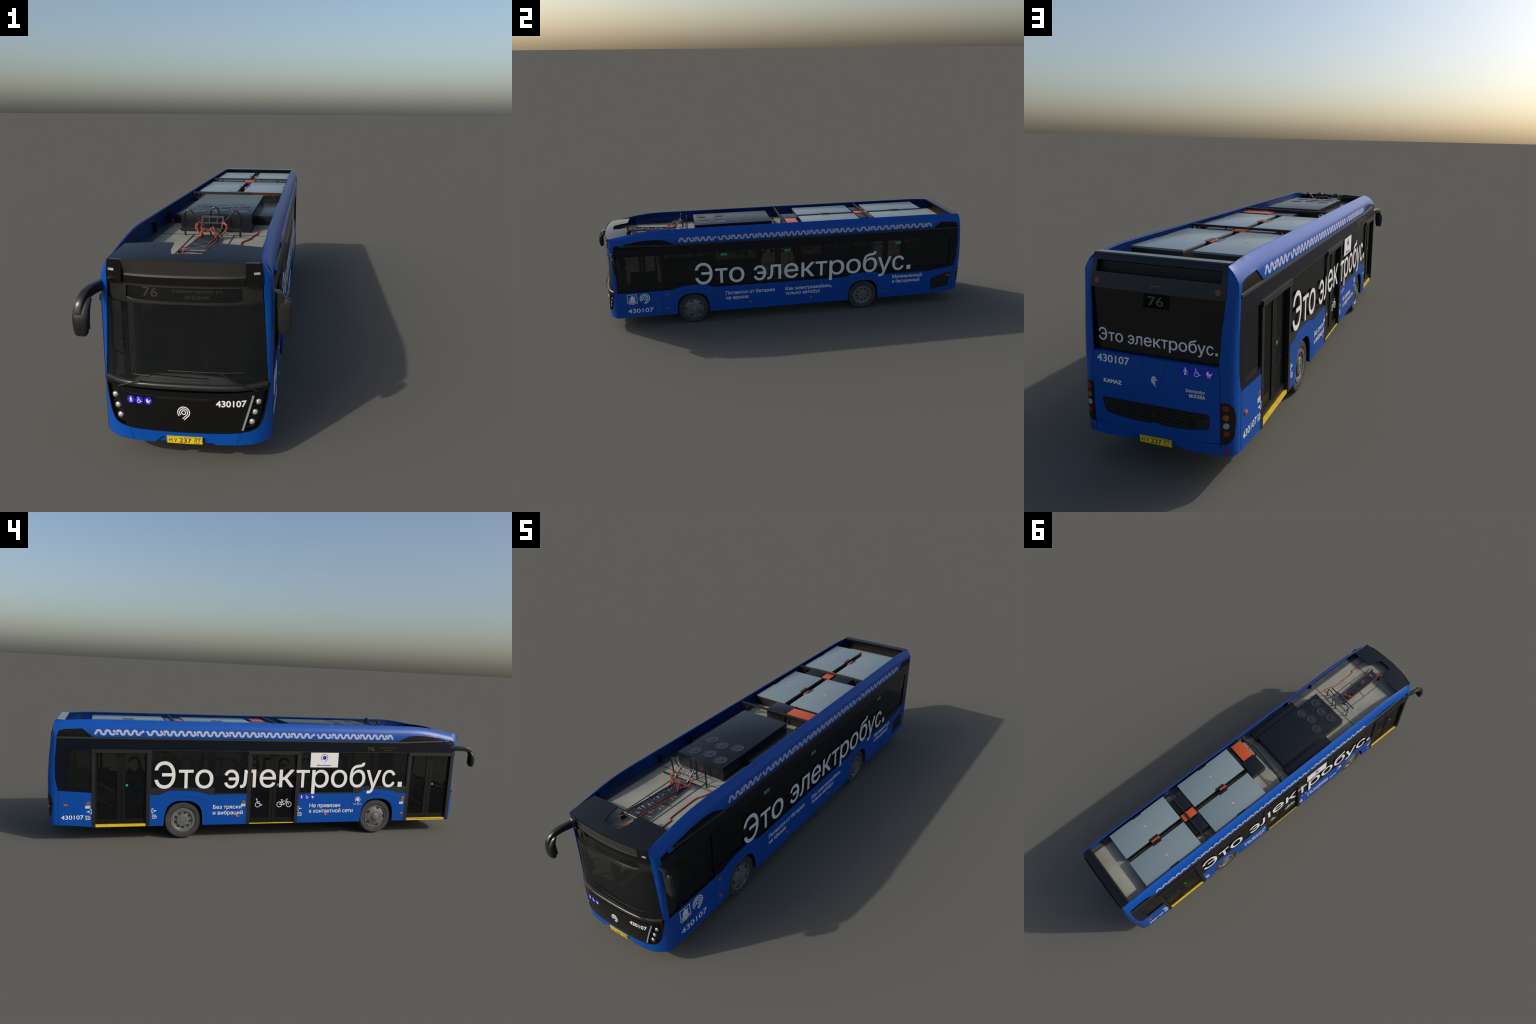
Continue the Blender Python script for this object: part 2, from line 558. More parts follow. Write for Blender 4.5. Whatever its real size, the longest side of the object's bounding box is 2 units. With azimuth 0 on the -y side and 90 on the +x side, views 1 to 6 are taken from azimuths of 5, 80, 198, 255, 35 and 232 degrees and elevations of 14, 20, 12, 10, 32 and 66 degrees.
class Sketch:
    """Strokes and blobs in a unit frame, laid on a surface; every stroke sits a hair higher."""

    def __init__(self, surf, place, off=0.0006, thick=0.0006, lift=0.00006):
        self.b, self.surf, self.place, self.off, self.thick, self.lift = Build(), surf, place, off, thick, lift
        self.n = 0

    def tri(self, vf, mi=0):
        v, f = vf
        skin([self.place(*p) for p in v], f, self.surf, self.off + self.n * self.lift, self.thick + self.n * self.lift, self.b, mi)
        self.n += 1

    def stroke(self, pts, w, mi=0):
        self.tri(ribbon(pts, w), mi)

    def blob(self, u, v, r, mi=0, n=18):
        self.tri(disc(u, v, r, n), mi)

    def poly(self, pts, mi=0):
        self.tri(fill(pts, (), 10, False), mi)

    def out(self, name, *mats, parent=None):
        return self.b.out(name, *mats, parent=parent, smooth=0, fix=False)


GLYPHS = {}


def glyphs(body):
    """Filled outline of a text in the built-in font: 2D points and faces."""
    key = body
    if key not in GLYPHS:
        c = bpy.data.curves.new("lettering", "FONT")
        c.body, c.resolution_u, c.fill_mode = body, 4, 'NONE'
        o = bpy.data.objects.new("lettering", c)
        bpy.context.scene.collection.objects.link(o)
        bpy.context.view_layer.update()
        ev = o.evaluated_get(bpy.context.evaluated_depsgraph_get())
        me = ev.to_mesh()
        pts = [Vector((v.co.x, v.co.y)) for v in me.vertices]
        edges = [tuple(e.vertices) for e in me.edges]
        # contours are runs of consecutive vertices
        link = {tuple(sorted(e)) for e in edges}
        loops, run = [], [0]
        for i in range(1, len(pts) + 1):
            if i < len(pts) and (i - 1, i) in link:
                run.append(i)
            else:
                loops.append([tuple(pts[j]) for j in run])
                run = [i]
        v, _, f, _, _, _ = delaunay_2d_cdt(pts, edges, [], 0, 1e-6)
        keep = []
        for t in f:
            c2 = (sum(v[i][0] for i in t) / 3, sum(v[i][1] for i in t) / 3)
            if sum(turns(c2, lp) for lp in loops):
                keep.append(tuple(t))
        GLYPHS[key] = ([tuple(p) for p in v], keep)
        ev.to_mesh_clear()
        bpy.data.objects.remove(o)
        bpy.data.curves.remove(c)
    return GLYPHS[key]


def embolden(v, f, w, surf, off, thick, b, n=6, mi=0):
    """Heavier strokes: copies of the flat shape shifted round by w/2, each a hair lower."""
    for k in range(n):
        t = 2 * math.pi * (k + .5) / n
        moved = [(p[0] + w / 2 * math.cos(t), p[1] + w / 2 * math.sin(t)) for p in v]
        skin(moved, f, surf, off - .00004 * (k + 1), thick * .6, b, mi)


def lettering(name, body, surf, u0, u1, base, height, mat, bold=0.012, off=0.0008, thick=0.0007, fit=None, parent=None):
    """Text from u0 to u1 (either direction) with its base line and capital height given."""
    v, f = glyphs(body)
    x0, x1 = min(p[0] for p in v), max(p[0] for p in v)
    k = height / (fit or 0.728)
    tv = [(u0 + (u1 - u0) * (p[0] - x0) / (x1 - x0), base + p[1] * k) for p in v]
    b = Build()
    skin(tv, f, surf, off, thick, b)
    if bold:
        embolden(tv, f, bold * 2 * k, surf, off, thick, b)
    return b.out(name, mat, parent=parent, smooth=0, fix=False)


# ------------------------------------------------------------------ side outlines
BUMP = [(-.110, .1995), (-.090, .2055), (-.067, .2125), (-.030, .2172), (.020, .2188), (.055, .2180), (.072, .2155), (.100, .2015), (.110, .1995)]
ARCH = [(-.0863, .061), (-.0853, .099), (-.0812, .128), (-.0695, .149), (-.050, .1636), (-.027, .1719), (.001, .1733),
        (.030, .1718), (.0515, .1634), (.0695, .1463), (.0795, .121), (.084, .091), (.0855, .061)]
GROOVE = [(-.107, .069), (-.099, .140), (-.094, .171), (-.061, .1834), (-.022, .1918), (.025, .1943), (.081, .1967)]
SILL = 0.061


def belt(y0, y1, axle, rear_rise=False):
    """Upper edge of a blue skirt from y0 to y1 with the swell over the axle."""
    pts = [(y0, .1995)]
    for ax in axle:
        pts += [(ax + d, z) for d, z in BUMP]
    if rear_rise:
        pts += [(.707, .1995), (.8067, .2000), (.9559, .2208), (.966, .2228)]
    else:
        pts.append((y1, .1995))
    return pts


def skirt(y0, y1, axles, rear_rise=False):
    low = []
    for ax in axles:
        low += [(ax + d, z) for d, z in ARCH]
    low = [(y0, SILL)] + low + ([(.79, SILL), (.966, .0753)] if rear_rise else [(y1, SILL)])
    return low + belt(y0, y1, axles, rear_rise)[::-1]


G = 0.0012     # panel gap


def lower(pts, d):
    return [(y, z + d) for y, z in pts]


# rail above the gutter with its black cut-outs at both ends, ending in the rear pillar
def rail_outline():
    top = [(y, crest(y)) for y in [-0.888 + i * 0.02 for i in range(93)] + [0.966]]
    cut_front = [(-.888, .4545), (-.83, .4635), (-.7686, .4735), (-.725, .4775), (-.6859, .4785), (-.660, .4770), (-.6387, .4736), (-.5845, .4497)]
    cut_rear = [(.814, .4497), (.8563, .4836), (.9261, .4792), (.9468, .4733), (.955, .450), (.9637, .357),
                (.9645, .2748), (.9585, .243), (.9547, .2276), (.950, .2235), (.966, .2245)]
    return cut_front + cut_rear + top[::-1]


for surf in (LEFT, RIGHT):
    panel("roof_rail", rail_outline(), surf, BLUE, step=0.012, thick=0.004)
    sg = 1 if surf is LEFT else -1
    panel("rail_recess", [(-.888, .4380), (-.56, .4380), (-.56, .4497), (-.63, .482), (-.7, .484), (-.888, .470)], surf, RECESS,
          off=-.0025, thick=0.002, step=0.02)
    panel("rail_recess", [(.80, .4380), (.962, .4380), (.954, .481), (.85, .487)], surf, RECESS, off=-.0025, thick=0.002, step=0.02)
    # drip gutter
    b = Build()
    for i in range(60):
        y0, y1 = -.86 + i * (1.815 / 60), -.86 + (i + 1) * (1.815 / 60)
        z0, z1 = (.4392 + max(0, -.62 - y) * .045 for y in (y0, y1))
        prof = [(-.004, -.0005), (.0012, .0005), (.0022, .0035), (.0016, .0085), (-.004, .0105)]
        for (o0, d0), (o1, d1) in zip(prof, prof[1:]):
            b.put([surf(y0, z0 + d0, o0), surf(y1, z1 + d0, o0), surf(y1, z1 + d1, o1), surf(y0, z0 + d1, o1)], [(0, 1, 2, 3)])
    b.out("drip_gutter", GUTTER)
    # inner face and crest of the rail
    b = Build()
    ys = [-.905 + i * 1.868 / 96 for i in range(97)]
    for y0, y1 in zip(ys, ys[1:]):
        def ring(y):
            h, c = half_at(y, crest(y)), crest(y)
            pts = [(CX + sg * (h + .0001), y, c - .0004), (CX + sg * (h - .0010), y, c + .0003), (CX + sg * (h - .0034), y, c - .0004)]
            for k in range(6):
                zz = c - .003 - (c - .003 - ROOF + .003) * k / 5
                pts.append((CX + sg * min(half_at(y, zz) - .0046 - .009 * (k / 5) ** .7, .1890), y, zz))
            return pts
        r0, r1 = ring(y0), ring(y1)
        for k in range(8):
            b.put([r0[k], r1[k], r1[k + 1], r0[k + 1]], [(0, 1, 2, 3)], 0)
    o = b.out("rail_lining", INNER)
    # ribs on the lining
    b = Build()
    for y in (-.795, -.50, -.33, .60, .86):
        b.box(*sorted((CX + sg * .1700, CX + sg * .1850)), y, y + .005, ROOF, ROOF + .030)
    b.out("lining_rib", TUBE)

# left flank (driver side): skirt, black glazing band, glass
FRONT_Y = -.888
panel("side_skirt", lower(skirt(FRONT_Y, .966, AXLES, True), 0), LEFT, BLUE, step=0.02)
band = [(y, z + G) for y, z in belt(FRONT_Y, .966, AXLES, True)[:-1]] + [(.9585, .243), (.9645, .2748), (.9637, .357), (.9565, .4385), (FRONT_Y, .4385)]
driver_hole = [(-.8845, .204), (-.6575, .204), (-.6575, .394), (-.8815, .394)]
main_hole = [(-.6535, .231), (-.3785, .231), (-.3785, .204), (.300, .204), (.300, .231), (.9195, .231), (.9195, .394), (-.6535, .394)]
panel("glazing_band", band, LEFT, BAND, holes=[driver_hole, main_hole], step=0.03, thick=0.0065, off=-.0006)
panel("side_window", driver_hole, LEFT, GLASS, off=-.0050, thick=0.002, step=0.3, grid=False)
panel("side_window", main_hole, LEFT, GLASS, off=-.0050, thick=0.002, step=0.3, grid=False)


def pillars(surf, ys, name="window_pillar"):
    for y, w, z0 in ys:
        panel(name, rect(y - w / 2, y + w / 2, z0, .397), surf, PILLARM, off=-.0078, thick=0.012, step=1, grid=False)


pillars(LEFT, [(-.6475, .014, .2), (-.384, .013, .2), (.072, .015, .2), (.290, .012, .2), (.694, .014, .2), (.782, .013, .2)])

# right flank (door side)
DOORS = ((.5755, .8185), (-.1015, .1435), (-.8965, -.6525))
panel("side_skirt", [(.8185, SILL + .002), (.966, .0753), (.966, .2228), (.9495, .2205), (.8185, .2112)], RIGHT, BLUE, step=0.02)
panel("side_skirt", skirt(.1435, .5755, (AXLES[1],)), RIGHT, BLUE, step=0.02)
panel("side_skirt", skirt(-.6525, -.1015, (AXLES[0],)), RIGHT, BLUE, step=0.02)
panel("glazing_band", [(FRONT_Y, .3965), (.9605, .3965), (.9565, .4385), (FRONT_Y, .4385)], RIGHT, BAND, step=0.04, thick=0.003, off=-.0006)
rear_win = rect(.8205, .920, .2315, .3955)
panel("glazing_band", [(.8185, .2125), (.9495, .2217), (.9547, .2276), (.9585, .243), (.9645, .2748), (.9637, .357), (.9605, .3965), (.8185, .3965)],
      RIGHT, BAND, holes=[rect(.8225, .920, .2315, .394)], step=0.03, thick=0.0065, off=-.0006)
panel("side_window", rect(.8225, .920, .2315, .394), RIGHT, GLASS, off=-.0050, thick=0.002, step=0.3, grid=False)
mid_hole = [(.1475, .2045), (.293, .2045), (.293, .231), (.5715, .231), (.5715, .394), (.1475, .394)]
front_hole = [(-.6485, .2335), (-.373, .2335), (-.373, .2045), (-.1055, .2045), (-.1055, .394), (-.6485, .394)]
for (y0, y1), ax, hole in (((.1435, .5755), AXLES[1], mid_hole), ((-.6525, -.1015), AXLES[0], front_hole)):
    panel("glazing_band", [(y, z + G) for y, z in belt(y0, y1, (ax,))] + [(y1, .3965), (y0, .3965)], RIGHT, MATTE,
          holes=[hole], step=0.03, thick=0.0065, off=-.0006)
    panel("side_window", hole, RIGHT, GLASS, off=-.0050, thick=0.002, step=0.3, grid=False)
pillars(RIGHT, [(.299, .012, .2), (-.367, .012, .2)])
# sliding vent lights in the upper window parts
for surf, y0, y1 in ((RIGHT, -.625, -.435), (RIGHT, .345, .540), (LEFT, -.60, -.41), (LEFT, .33, .62)):
    b = Build()
    sk = Sketch(surf, lambda u, v: (u, v), off=-.0072, thick=0.002)
    for seg in ([(y0, .372), (y1, .372)], [(y0, .341), (y1, .341)], [(y0, .3405), (y0, .3725)], [(y1, .3405), (y1, .3725)],
                [((y0 + y1) / 2, .341), ((y0 + y1) / 2, .372)]):
        sk.stroke(seg, .0022)
    sk.out("vent_frame", PILLARM)

# panel seams and wheel-arch pressings
for surf in (LEFT, RIGHT):
    sk = Sketch(surf, lambda u, v: (u, v), off=.00012, thick=0.0004)
    for ax in AXLES:
        sk.stroke([tuple(p) for p in spline([(ax + d, z) for d, z in GROOVE], 6)], .0018)
    sk.stroke([(.952, .078), (.952, .2195)], .0014)
    if surf is LEFT:
        sk.stroke([(-.6625, .062), (-.6625, .1985)], .0014)
        sk.stroke([(-.884, .130), (-.664, .1293)], .0014)
        for y in (-.3787, .301, .555):
            sk.stroke([(y, .062), (y, .1985)], .0008)
        sk.stroke([(.70, .066), (.70, .135)], .0008)
    else:
        sk.stroke([(.294, .062), (.294, .1985)], .0008)
        sk.stroke([(-.372, .062), (-.372, .1985)], .0008)
    sk.out("panel_seam", SEAM)

# rear-quarter air intake on the left flank
vent = [(.8245, .092), (.8245, .153), (.832, .160), (.9425, .1915), (.930, .108), (.922, .1005), (.829, .087)]
panel("air_intake", vent, LEFT, GRILLE, off=.0010, thick=0.003, step=0.02)
b = Build()
for i in range(5):
    z = .100 + i * .0125
    y1 = .926 if i < 3 else .931
    b.bar(LEFT(.830, z, .0015), LEFT(y1, z + .004, .0015), .0022, .0022)
b.out("intake_slat", MATTE)


# ------------------------------------------------------------------ doors
def door(y0, y1, thin_sill):
    jamb = .0158
    b = Build()
    tri, f = fill(rect(y0 - .0012, y1 + .0012, .3830, .3978), (), 1, False)
    skin(tri, f, RIGHT, .0040, .012, b)
    for p0, p1 in ((y0, y0 + jamb), (y1 - jamb, y1)):
        tri, f = fill(rect(p0, p1, SILL - .0005, .3830), (), 1, False)
        skin(tri, f, RIGHT, .0008, .020, b)
    frame = b.out("door", RUBBER)
    a, c = y0 + jamb, y1 - jamb
    z0 = .0650 if thin_sill else .0722
    mid = (a + c) / 2
    # leaves: front one lies at smaller y
    for l0, l1, edge in ((a + .001, mid - .0008, 'low'), (mid + .0008, c - .001, 'high')):
        g0, g1 = (l0 + .0055, l1 - .0165) if edge == 'low' else (l0 + .0165, l1 - .0055)
        hole = rounded(g0, g1, z0 + .022, .3795, .004, 3)
        panel("door_leaf", rect(l0, l1, z0, .3828), RIGHT, LEAF, holes=[hole], off=-.0085, thick=0.006, step=0.1, grid=False, parent=frame)
        panel("door_glass", hole, RIGHT, DOORGLASS, off=-.0105, thick=0.002, step=0.1, grid=False, parent=frame)
        # grip, push button, grab rails
        gy = l0 + .0095 if edge == 'low' else l1 - .0095
        panel("door_grip", rounded(gy - .0038, gy + .0038, .203, .254, .0035, 4), RIGHT, RUBBER, off=-.0128, thick=0.006, step=0.1, grid=False, parent=frame)
        bb = Build()
        far = l1 - .020 if edge == 'low' else l0 + .020
        for h in (.252, .182):
            bb.tube([RIGHT(gy, h, -.018), RIGHT(far, h - .048, -.018)], .0016, n=6)
        bb.out("door_rail", GRAB, parent=frame)
        if edge == 'low':
            bb = Build()
            n = 14
            for k in range(n):
                pass
            tri, f = disc(l1 - .0225, .2414, .0055, 14)
            skin(tri, f, RIGHT, -.0082, .004, bb)
            bb.out("door_button", GREENB, parent=frame)
    panel("door_sill", rect(a, c, SILL - .0003, z0 - .0007), RIGHT, YELLOW, off=-.0015, thick=0.012, step=1, grid=False, parent=frame)
    bb = Build()
    bb.box(CX - .184, CX - .148, a, c, .066, .0735)
    bb.out("step_tread", TREAD, parent=frame)
    if y1 < -.5:
        sk = Sketch(RIGHT, lambda u, v: (u, v), off=-.0012, thick=0.0004)
        sk.stroke([(a, .0672), (c, .0672)], .0016)
        sk.out("sill_line", SEAMK, parent=frame)


door(*DOORS[0], False)
door(*DOORS[1], True)
door(*DOORS[2], False)

# ------------------------------------------------------------------ nose
E = NOSE.end
low_edge = [(0, .0893), (.06, .0900), (.10, .0912), (.128, .0925), (.150, .0950), (.163, .0985), (.1715, .1065), (.1785, .122), (.1845, .150), (.1890, .178), (.1918, .1985)]
lip = [(0, .1910), (.06, .1912), (.10, .1918), (.14, .1930), (.165, .1945), (.1800, .1960), (.1900, .1975)]


def mirrored(pts):
    return [(-s, z) for s, z in reversed(pts) if s] + pts


bumper_top = NOSE.loop(mirrored(low_edge))
notch = [(-.070, SILL), (-.052, .0775), (.050, .0775), (.072, SILL)]
panel("front_bumper", [(-E, SILL)] + NOSE.loop(notch) + [(E, SILL), (E, .200)] + [(a, z) for a, z in bumper_top][::-1] + [(-E, .200)],
      NOSE, BLUE, step=0.012, thick=0.004)
panel("bumper_recess", NOSE.loop([(-.080, SILL + .001), (.080, SILL + .001), (.060, .084), (-.060, .084)]), NOSE, BLUE, off=-.0045, thick=0.002, step=0.02)
sk = Sketch(NOSE.flat, lambda u, v: (u, v), off=.0001, thick=0.0004)
for sg in (-1, 1):
    sk.stroke([(sg * .128, .0920), (sg * .120, .0615)], .0013)
sk.out("bumper_seam", SEAM)

# glossy black fascia with the lamp bays left out
bay = [(.1605, .1880), (.1360, .0975), (.1500, .0985), (.1630, .1015), (.1700, .1090), (.1760, .1235), (.1818, .1500), (.1862, .1760), (.1885, .1905)]
fascia = mirrored([(s, z + .0015) for s, z in low_edge[:-1]] + [(.1903, .1965)])
fascia_top = mirrored(lip)
panel("front_fascia", NOSE.loop(fascia + fascia_top[::-1][1:-1]), NOSE, GLOSS,
      holes=[NOSE.loop(bay), NOSE.loop([(-s, z) for s, z in bay])], off=.0006, thick=0.004, step=0.013)
for sg in (1, -1):
    bb = NOSE.loop([(sg * s, z) for s, z in bay])
    panel("lamp_bay", bb, NOSE, GLOSS, off=-.0065, thick=0.003, step=0.012)
    # lamp shrouds: slanting facets between the lamps
    for s, z in ((.176, .1835), (.1655, .1530), (.1590, .1295), (.1545, .1050)):
        q = [(s - .011, z + .004), (s + .010, z + .0055), (s + .005, z - .0045), (s - .008, z - .003)]
        b = Build()
        p = [NOSE.flat(sg * u, v, o) for (u, v), o in zip(q, (-.001, -.001, -.0068, -.0068))]
        r = [NOSE.flat(sg * u, v, -.0075) for u, v in q]
        b.put(p + r, [(0, 1, 2, 3), (4, 5, 6, 7), (0, 1, 5, 4), (1, 2, 6, 5), (2, 3, 7, 6), (3, 0, 4, 7)])
        b.out("lamp_shroud", HEADER, smooth=0)
    for s, z in ((.1695, .1640), (.1625, .1408), (.1552, .1180)):
        c = Vector(NOSE.flat(sg * s, z, -.006))
        o = Vector(NOSE.flat(sg * s, z, .003))
        n = (o - c).normalized()
        n = (n + Vector((-sg * .25, -0.75, 0))).normalized()
        b = Build()
        R0 = n.to_track_quat('Z', 'Y').to_matrix()
        for prof, mi in (([(.0086, -.004), (.0086, .0032), (.0078, .0042), (.0070, .0030)], 1), ([(.0070, .0030), (.0055, .0052), (.003, .0064), (.0001, .0068)], 0)):
            v, f, m = [], [], 20
            for rr, h in prof:
                v += [c + R0 @ Vector((rr * math.cos(2 * math.pi * k / m), rr * math.sin(2 * math.pi * k / m), h)) for k in range(m)]
            for i in range(len(prof) - 1):
                f += [(i * m + k, i * m + (k + 1) % m, (i + 1) * m + (k + 1) % m, (i + 1) * m + k) for k in range(m)]
            b.put(v, f, mi)
        b.out("headlamp", SILVER, HEADER)
    st = [(.1540, .1835), (.1580, .1825), (.1345, .1000), (.1305, .1005)]
    panel("light_strip", NOSE.loop([(sg * s, z) for s, z in st]), NOSE, STRIP if sg > 0 else DARKBOX, off=.0014, thick=0.002, step=0.02)
# hatch outline
sk = Sketch(NOSE.flat, lambda u, v: (u, v), off=.0014, thick=0.0008)
sk.stroke([(-.150, .1858), (-.120, .1808), (-.0637, .1800), (-.0585, .1748), (.0581, .1733), (.0656, .1793), (.100, .1810), (.152, .1860)], .0011)
sk.stroke([(-.0585, .1775), (.0560, .1765)], .0028)
sk.out("hatch_seam", SEAMK)

# rounded shelf under the windscreen
b = Build()
cols = [-.1868 + i * .3736 / 48 for i in range(49)]


def shelf_mid(s):
    return .2015 + .0008 * (abs(s) / .19) ** 2


prof = [(-.004, .0085), (.0005, .0078), (.0028, .0050), (.0036, .0010), (.0026, -.0035), (-.0005, -.0065), (-.004, -.0080)]
for s0, s1 in zip(cols, cols[1:]):
    for (o0, d0), (o1, d1) in zip(prof, prof[1:]):
        b.put([NOSE.flat(s0, shelf_mid(s0) + d0, o0), NOSE.flat(s1, shelf_mid(s1) + d0, o0),
               NOSE.flat(s1, shelf_mid(s1) + d1, o1), NOSE.flat(s0, shelf_mid(s0) + d1, o1)], [(0, 1, 2, 3)])
bm_shelf = b.out("windscreen_shelf", HEADER, fix=False)
bm = bmesh.new()
bm.from_mesh(bm_shelf.data)
bmesh.ops.remove_doubles(bm, verts=bm.verts[:], dist=1e-5)
bmesh.ops.recalc_face_normals(bm, faces=bm.faces[:])
bm.to_mesh(bm_shelf.data)
bm.free()

# blue corner posts
post_in = [(.1925, .2005), (.1905, .206), (.1860, .260), (.1825, .320), (.1790, .390), (.1765, .436), (.1735, .470), (.1715, .4862)]
for sg in (1, -1):
    loop = NOSE.loop([(sg * s, z) for s, z in post_in]) + [(sg * E, .4900), (sg * E, .2005)]
    panel("corner_post", loop, NOSE, BLUE, step=0.012, thick=0.004)

# windscreen, header with destination sign, visor
def screen_surface(a, z, off=0.0):
    """The pane bows less than the fascia under it."""
    return NOSE(a, z, off - .0115 * max(0, 1 - (abs(a) / .175) ** 2.4) * min(1, max(0, (z - .203) / .03)) * min(1, max(.15, (.405 - z) / .05)))


edge = [(s - .001, z) for s, z in post_in]
glass_loop = [(s, z) for s, z in edge if .205 < z < .395]
panel("windscreen", NOSE.loop([(-s, z) for s, z in glass_loop] + [(-.179, .3935), (.179, .3935)] + glass_loop[::-1] + [(.190, .2030), (-.190, .2030)]),
      screen_surface, SCREEN, off=-.0025, thick=0.0025, step=0.02)
sign = [(-.1310, .4300), (-.1330, .4030), (-.120, .3985), (.120, .3985), (.1330, .4020), (.1310, .4300)]
header = [(-.1778, .3865), (-.160, .3895), (-.11, .3925), (0, .3940), (.11, .3925), (.160, .3895), (.1778, .3865), (.1758, .4365), (-.1758, .4365)]
panel("screen_header", NOSE.loop(header), NOSE, HEADER, holes=[NOSE.loop(sign)], off=-.0080, thick=0.008, step=0.013)
panel("destination_sign", NOSE.loop(sign), NOSE, SIGNM, off=-.0108, thick=0.002, step=0.02)
lettering("sign_lettering", "76", NOSE.flat, -.0925, -.0569, .4085, .0215, LEDM, .01, off=-.0104)
lettering("sign_lettering", "Холмогорская ул.", NOSE.flat, -.0252, .0900, .4195, .0080, LEDM, .005, off=-.0104)
lettering("sign_lettering", "М.ВДНХ", NOSE.flat, .0050, .0590, .4055, .0085, LEDM, .005, off=-.0104)
visor = [(-.1752, .4370), (.1752, .4370), (.1735, .470), (.1710, .4868), (0, .4905), (-.1710, .4868), (-.1735, .470)]
pocket = [(-.1375, .4520), (-.1365, .4800), (-.09, .4845), (0, .4868), (.09, .4845), (.1365, .4800), (.1375, .4520)]
visor_low = [(-.1378, .4370), (.1378, .4370), (.1372, .4528), (-.1372, .4528)]
for sg in (1, -1):
    panel("visor", NOSE.loop([(sg * s, z) for s, z in ((.1382, .4370), (.1752, .4370), (.1735, .470), (.1710, .4868), (.1366, .4882))]), NOSE, GLOSS, off=.0012, thick=0.016, step=0.012)
panel("visor", NOSE.loop(visor_low), NOSE, GLOSS, off=-.0045, thick=0.004, step=0.012)


def pocket_wall(s, t, off=0.0):
    """Hollow under the visor brow: falls back towards its lower lip."""
    top = interp(abs(s), [(0, .4900), (.09, .4892), (.1380, .4880)])
    z = .4560 + (top - .4560) * t
    depth = -.0100 * (1 - t) ** .95
    return NOSE.flat(s, z, .0030 + depth + off)


b = Build()
cs = [-.1380 + i * .2760 / 24 for i in range(25)]
for s0, s1 in zip(cs, cs[1:]):
    for t in range(8):
        t0, t1 = t / 8, (t + 1) / 8
        b.put([pocket_wall(s0, t0), pocket_wall(s1, t0), pocket_wall(s1, t1), pocket_wall(s0, t1)], [(0, 1, 2, 3)])
    b.put([NOSE.flat(s0, .4524, -.0046), NOSE.flat(s1, .4524, -.0046), pocket_wall(s1, 0), pocket_wall(s0, 0)], [(0, 1, 2, 3)], 1)
o = b.out("visor_pocket", POCKET, MATTE, fix=False)
bm = bmesh.new()
bm.from_mesh(o.data)
bmesh.ops.remove_doubles(bm, verts=bm.verts[:], dist=1e-5)
bmesh.ops.recalc_face_normals(bm, faces=bm.faces[:])
bm.to_mesh(o.data)
bm.free()
for sg in (1, -1):
    panel("running_lamp", NOSE.loop([(sg * s, z) for s, z in ((.1545, .4620), (.1675, .4625), (.1675, .4675), (.1545, .4668))]), NOSE, DRL, off=.0032, thick=0.003, step=0.02)

# wipers
for pts, blade in (([(-.1507, .1940), (-.115, .2085), (-.0785, .2250)], [(-.1150, .2275), (.0550, .2225)]),
                   ([(.1612, .1955), (.120, .2180), (.0822, .2420)], [(-.0340, .2425), (.1370, .2405)])):
    b = Build()
    b.tube([NOSE.flat(s, z, .006) for s, z in pts], .0016, n=6)
    b.tube([NOSE.flat(blade[0][0] + (blade[1][0] - blade[0][0]) * t / 12, blade[0][1] + (blade[1][1] - blade[0][1]) * t / 12, .0015) for t in range(13)], .0011, n=6)
    b.out("wiper", MATTE)


# roof cowl behind the visor, cut open for the charging head
def cowl(s, y, off=0.0):
    t = min(1, max(0, (-.934 - .0 + (abs(s) / .171) ** 2 * .018 - y) / -.115))
    front = .4893 - .0040 * (abs(s) / .171) ** 2
    back = .5078 - .0068 * (abs(s) / .171) ** 2
    z = front + (back - front) * (t ** 0.85)
    return (CX + s, y, z + off)


nose_line = [(s, NOSE.flat(s, .488)[1]) for s in [-.1712 + i * .3424 / 20 for i in range(21)]]
cowl_loop = nose_line + [(.1690, -.818), (.10, -.820), (.0510, -.8215), (.0475, -.862), (.0330, -.8945), (-.0320, -.8945), (-.0400, -.862), (-.0420, -.823), (-.10, -.820), (-.1690, -.818)]
panel("roof_cowl", cowl_loop, cowl, GLOSS, off=0, thick=0.004, step=0.014)
b = Build()
b.box(CX - .165, CX + .165, -.915, -.908, ROOF - .002, .484)
b.out("cowl_bulkhead", MATTE)
# side marker lamps under the rail
for sg, surf in ((1, LEFT), (-1, RIGHT)):
    tri, f = fill(rounded(-.857, -.835, .4515, .4625, .004, 4), (), 1, False)
    b = Build()
    skin(tri, f, surf, .0045, .010, b)
    b.out("marker_camera", BLUE)

# ------------------------------------------------------------------ tail
T = TAIL.end
lid_edge = [(.1625, .1075), (.1630, .150), (.1630, .210), (.1620, .260), (.1590, .2875)]
lid = [(s, z) for s, z in lid_edge] + [(-s, z) for s, z in reversed(lid_edge)]
lid = [(-.1625, .1075), (-.08, .1010), (0, .0985), (.08, .1010)] + lid[:-1] if False else lid
grille = [(.1395, .1700), (.137, .1745), (.133, .1765), (-.133, .1765), (-.137, .1745), (-.1395, .1700), (-.1370, .1440), (-.1310, .1365),
          (-.09, .1300), (-.04, .1275), (-.011, .1270), (-.008, .1305), (.003, .1315), (.010, .1290), (.012, .1270), (.05, .1278), (.10, .1310), (.1290, .1375), (.1350, .1460)]
panel("engine_lid", TAIL.loop(lid), TAIL, BLUE, holes=[TAIL.loop(grille)], step=0.016, off=0, thick=0.013)
panel("lid_grille", TAIL.loop([(s * 1.01, z) for s, z in grille]), TAIL, GRILLE, off=-.003, thick=0.002, step=0.02)
b = Build()
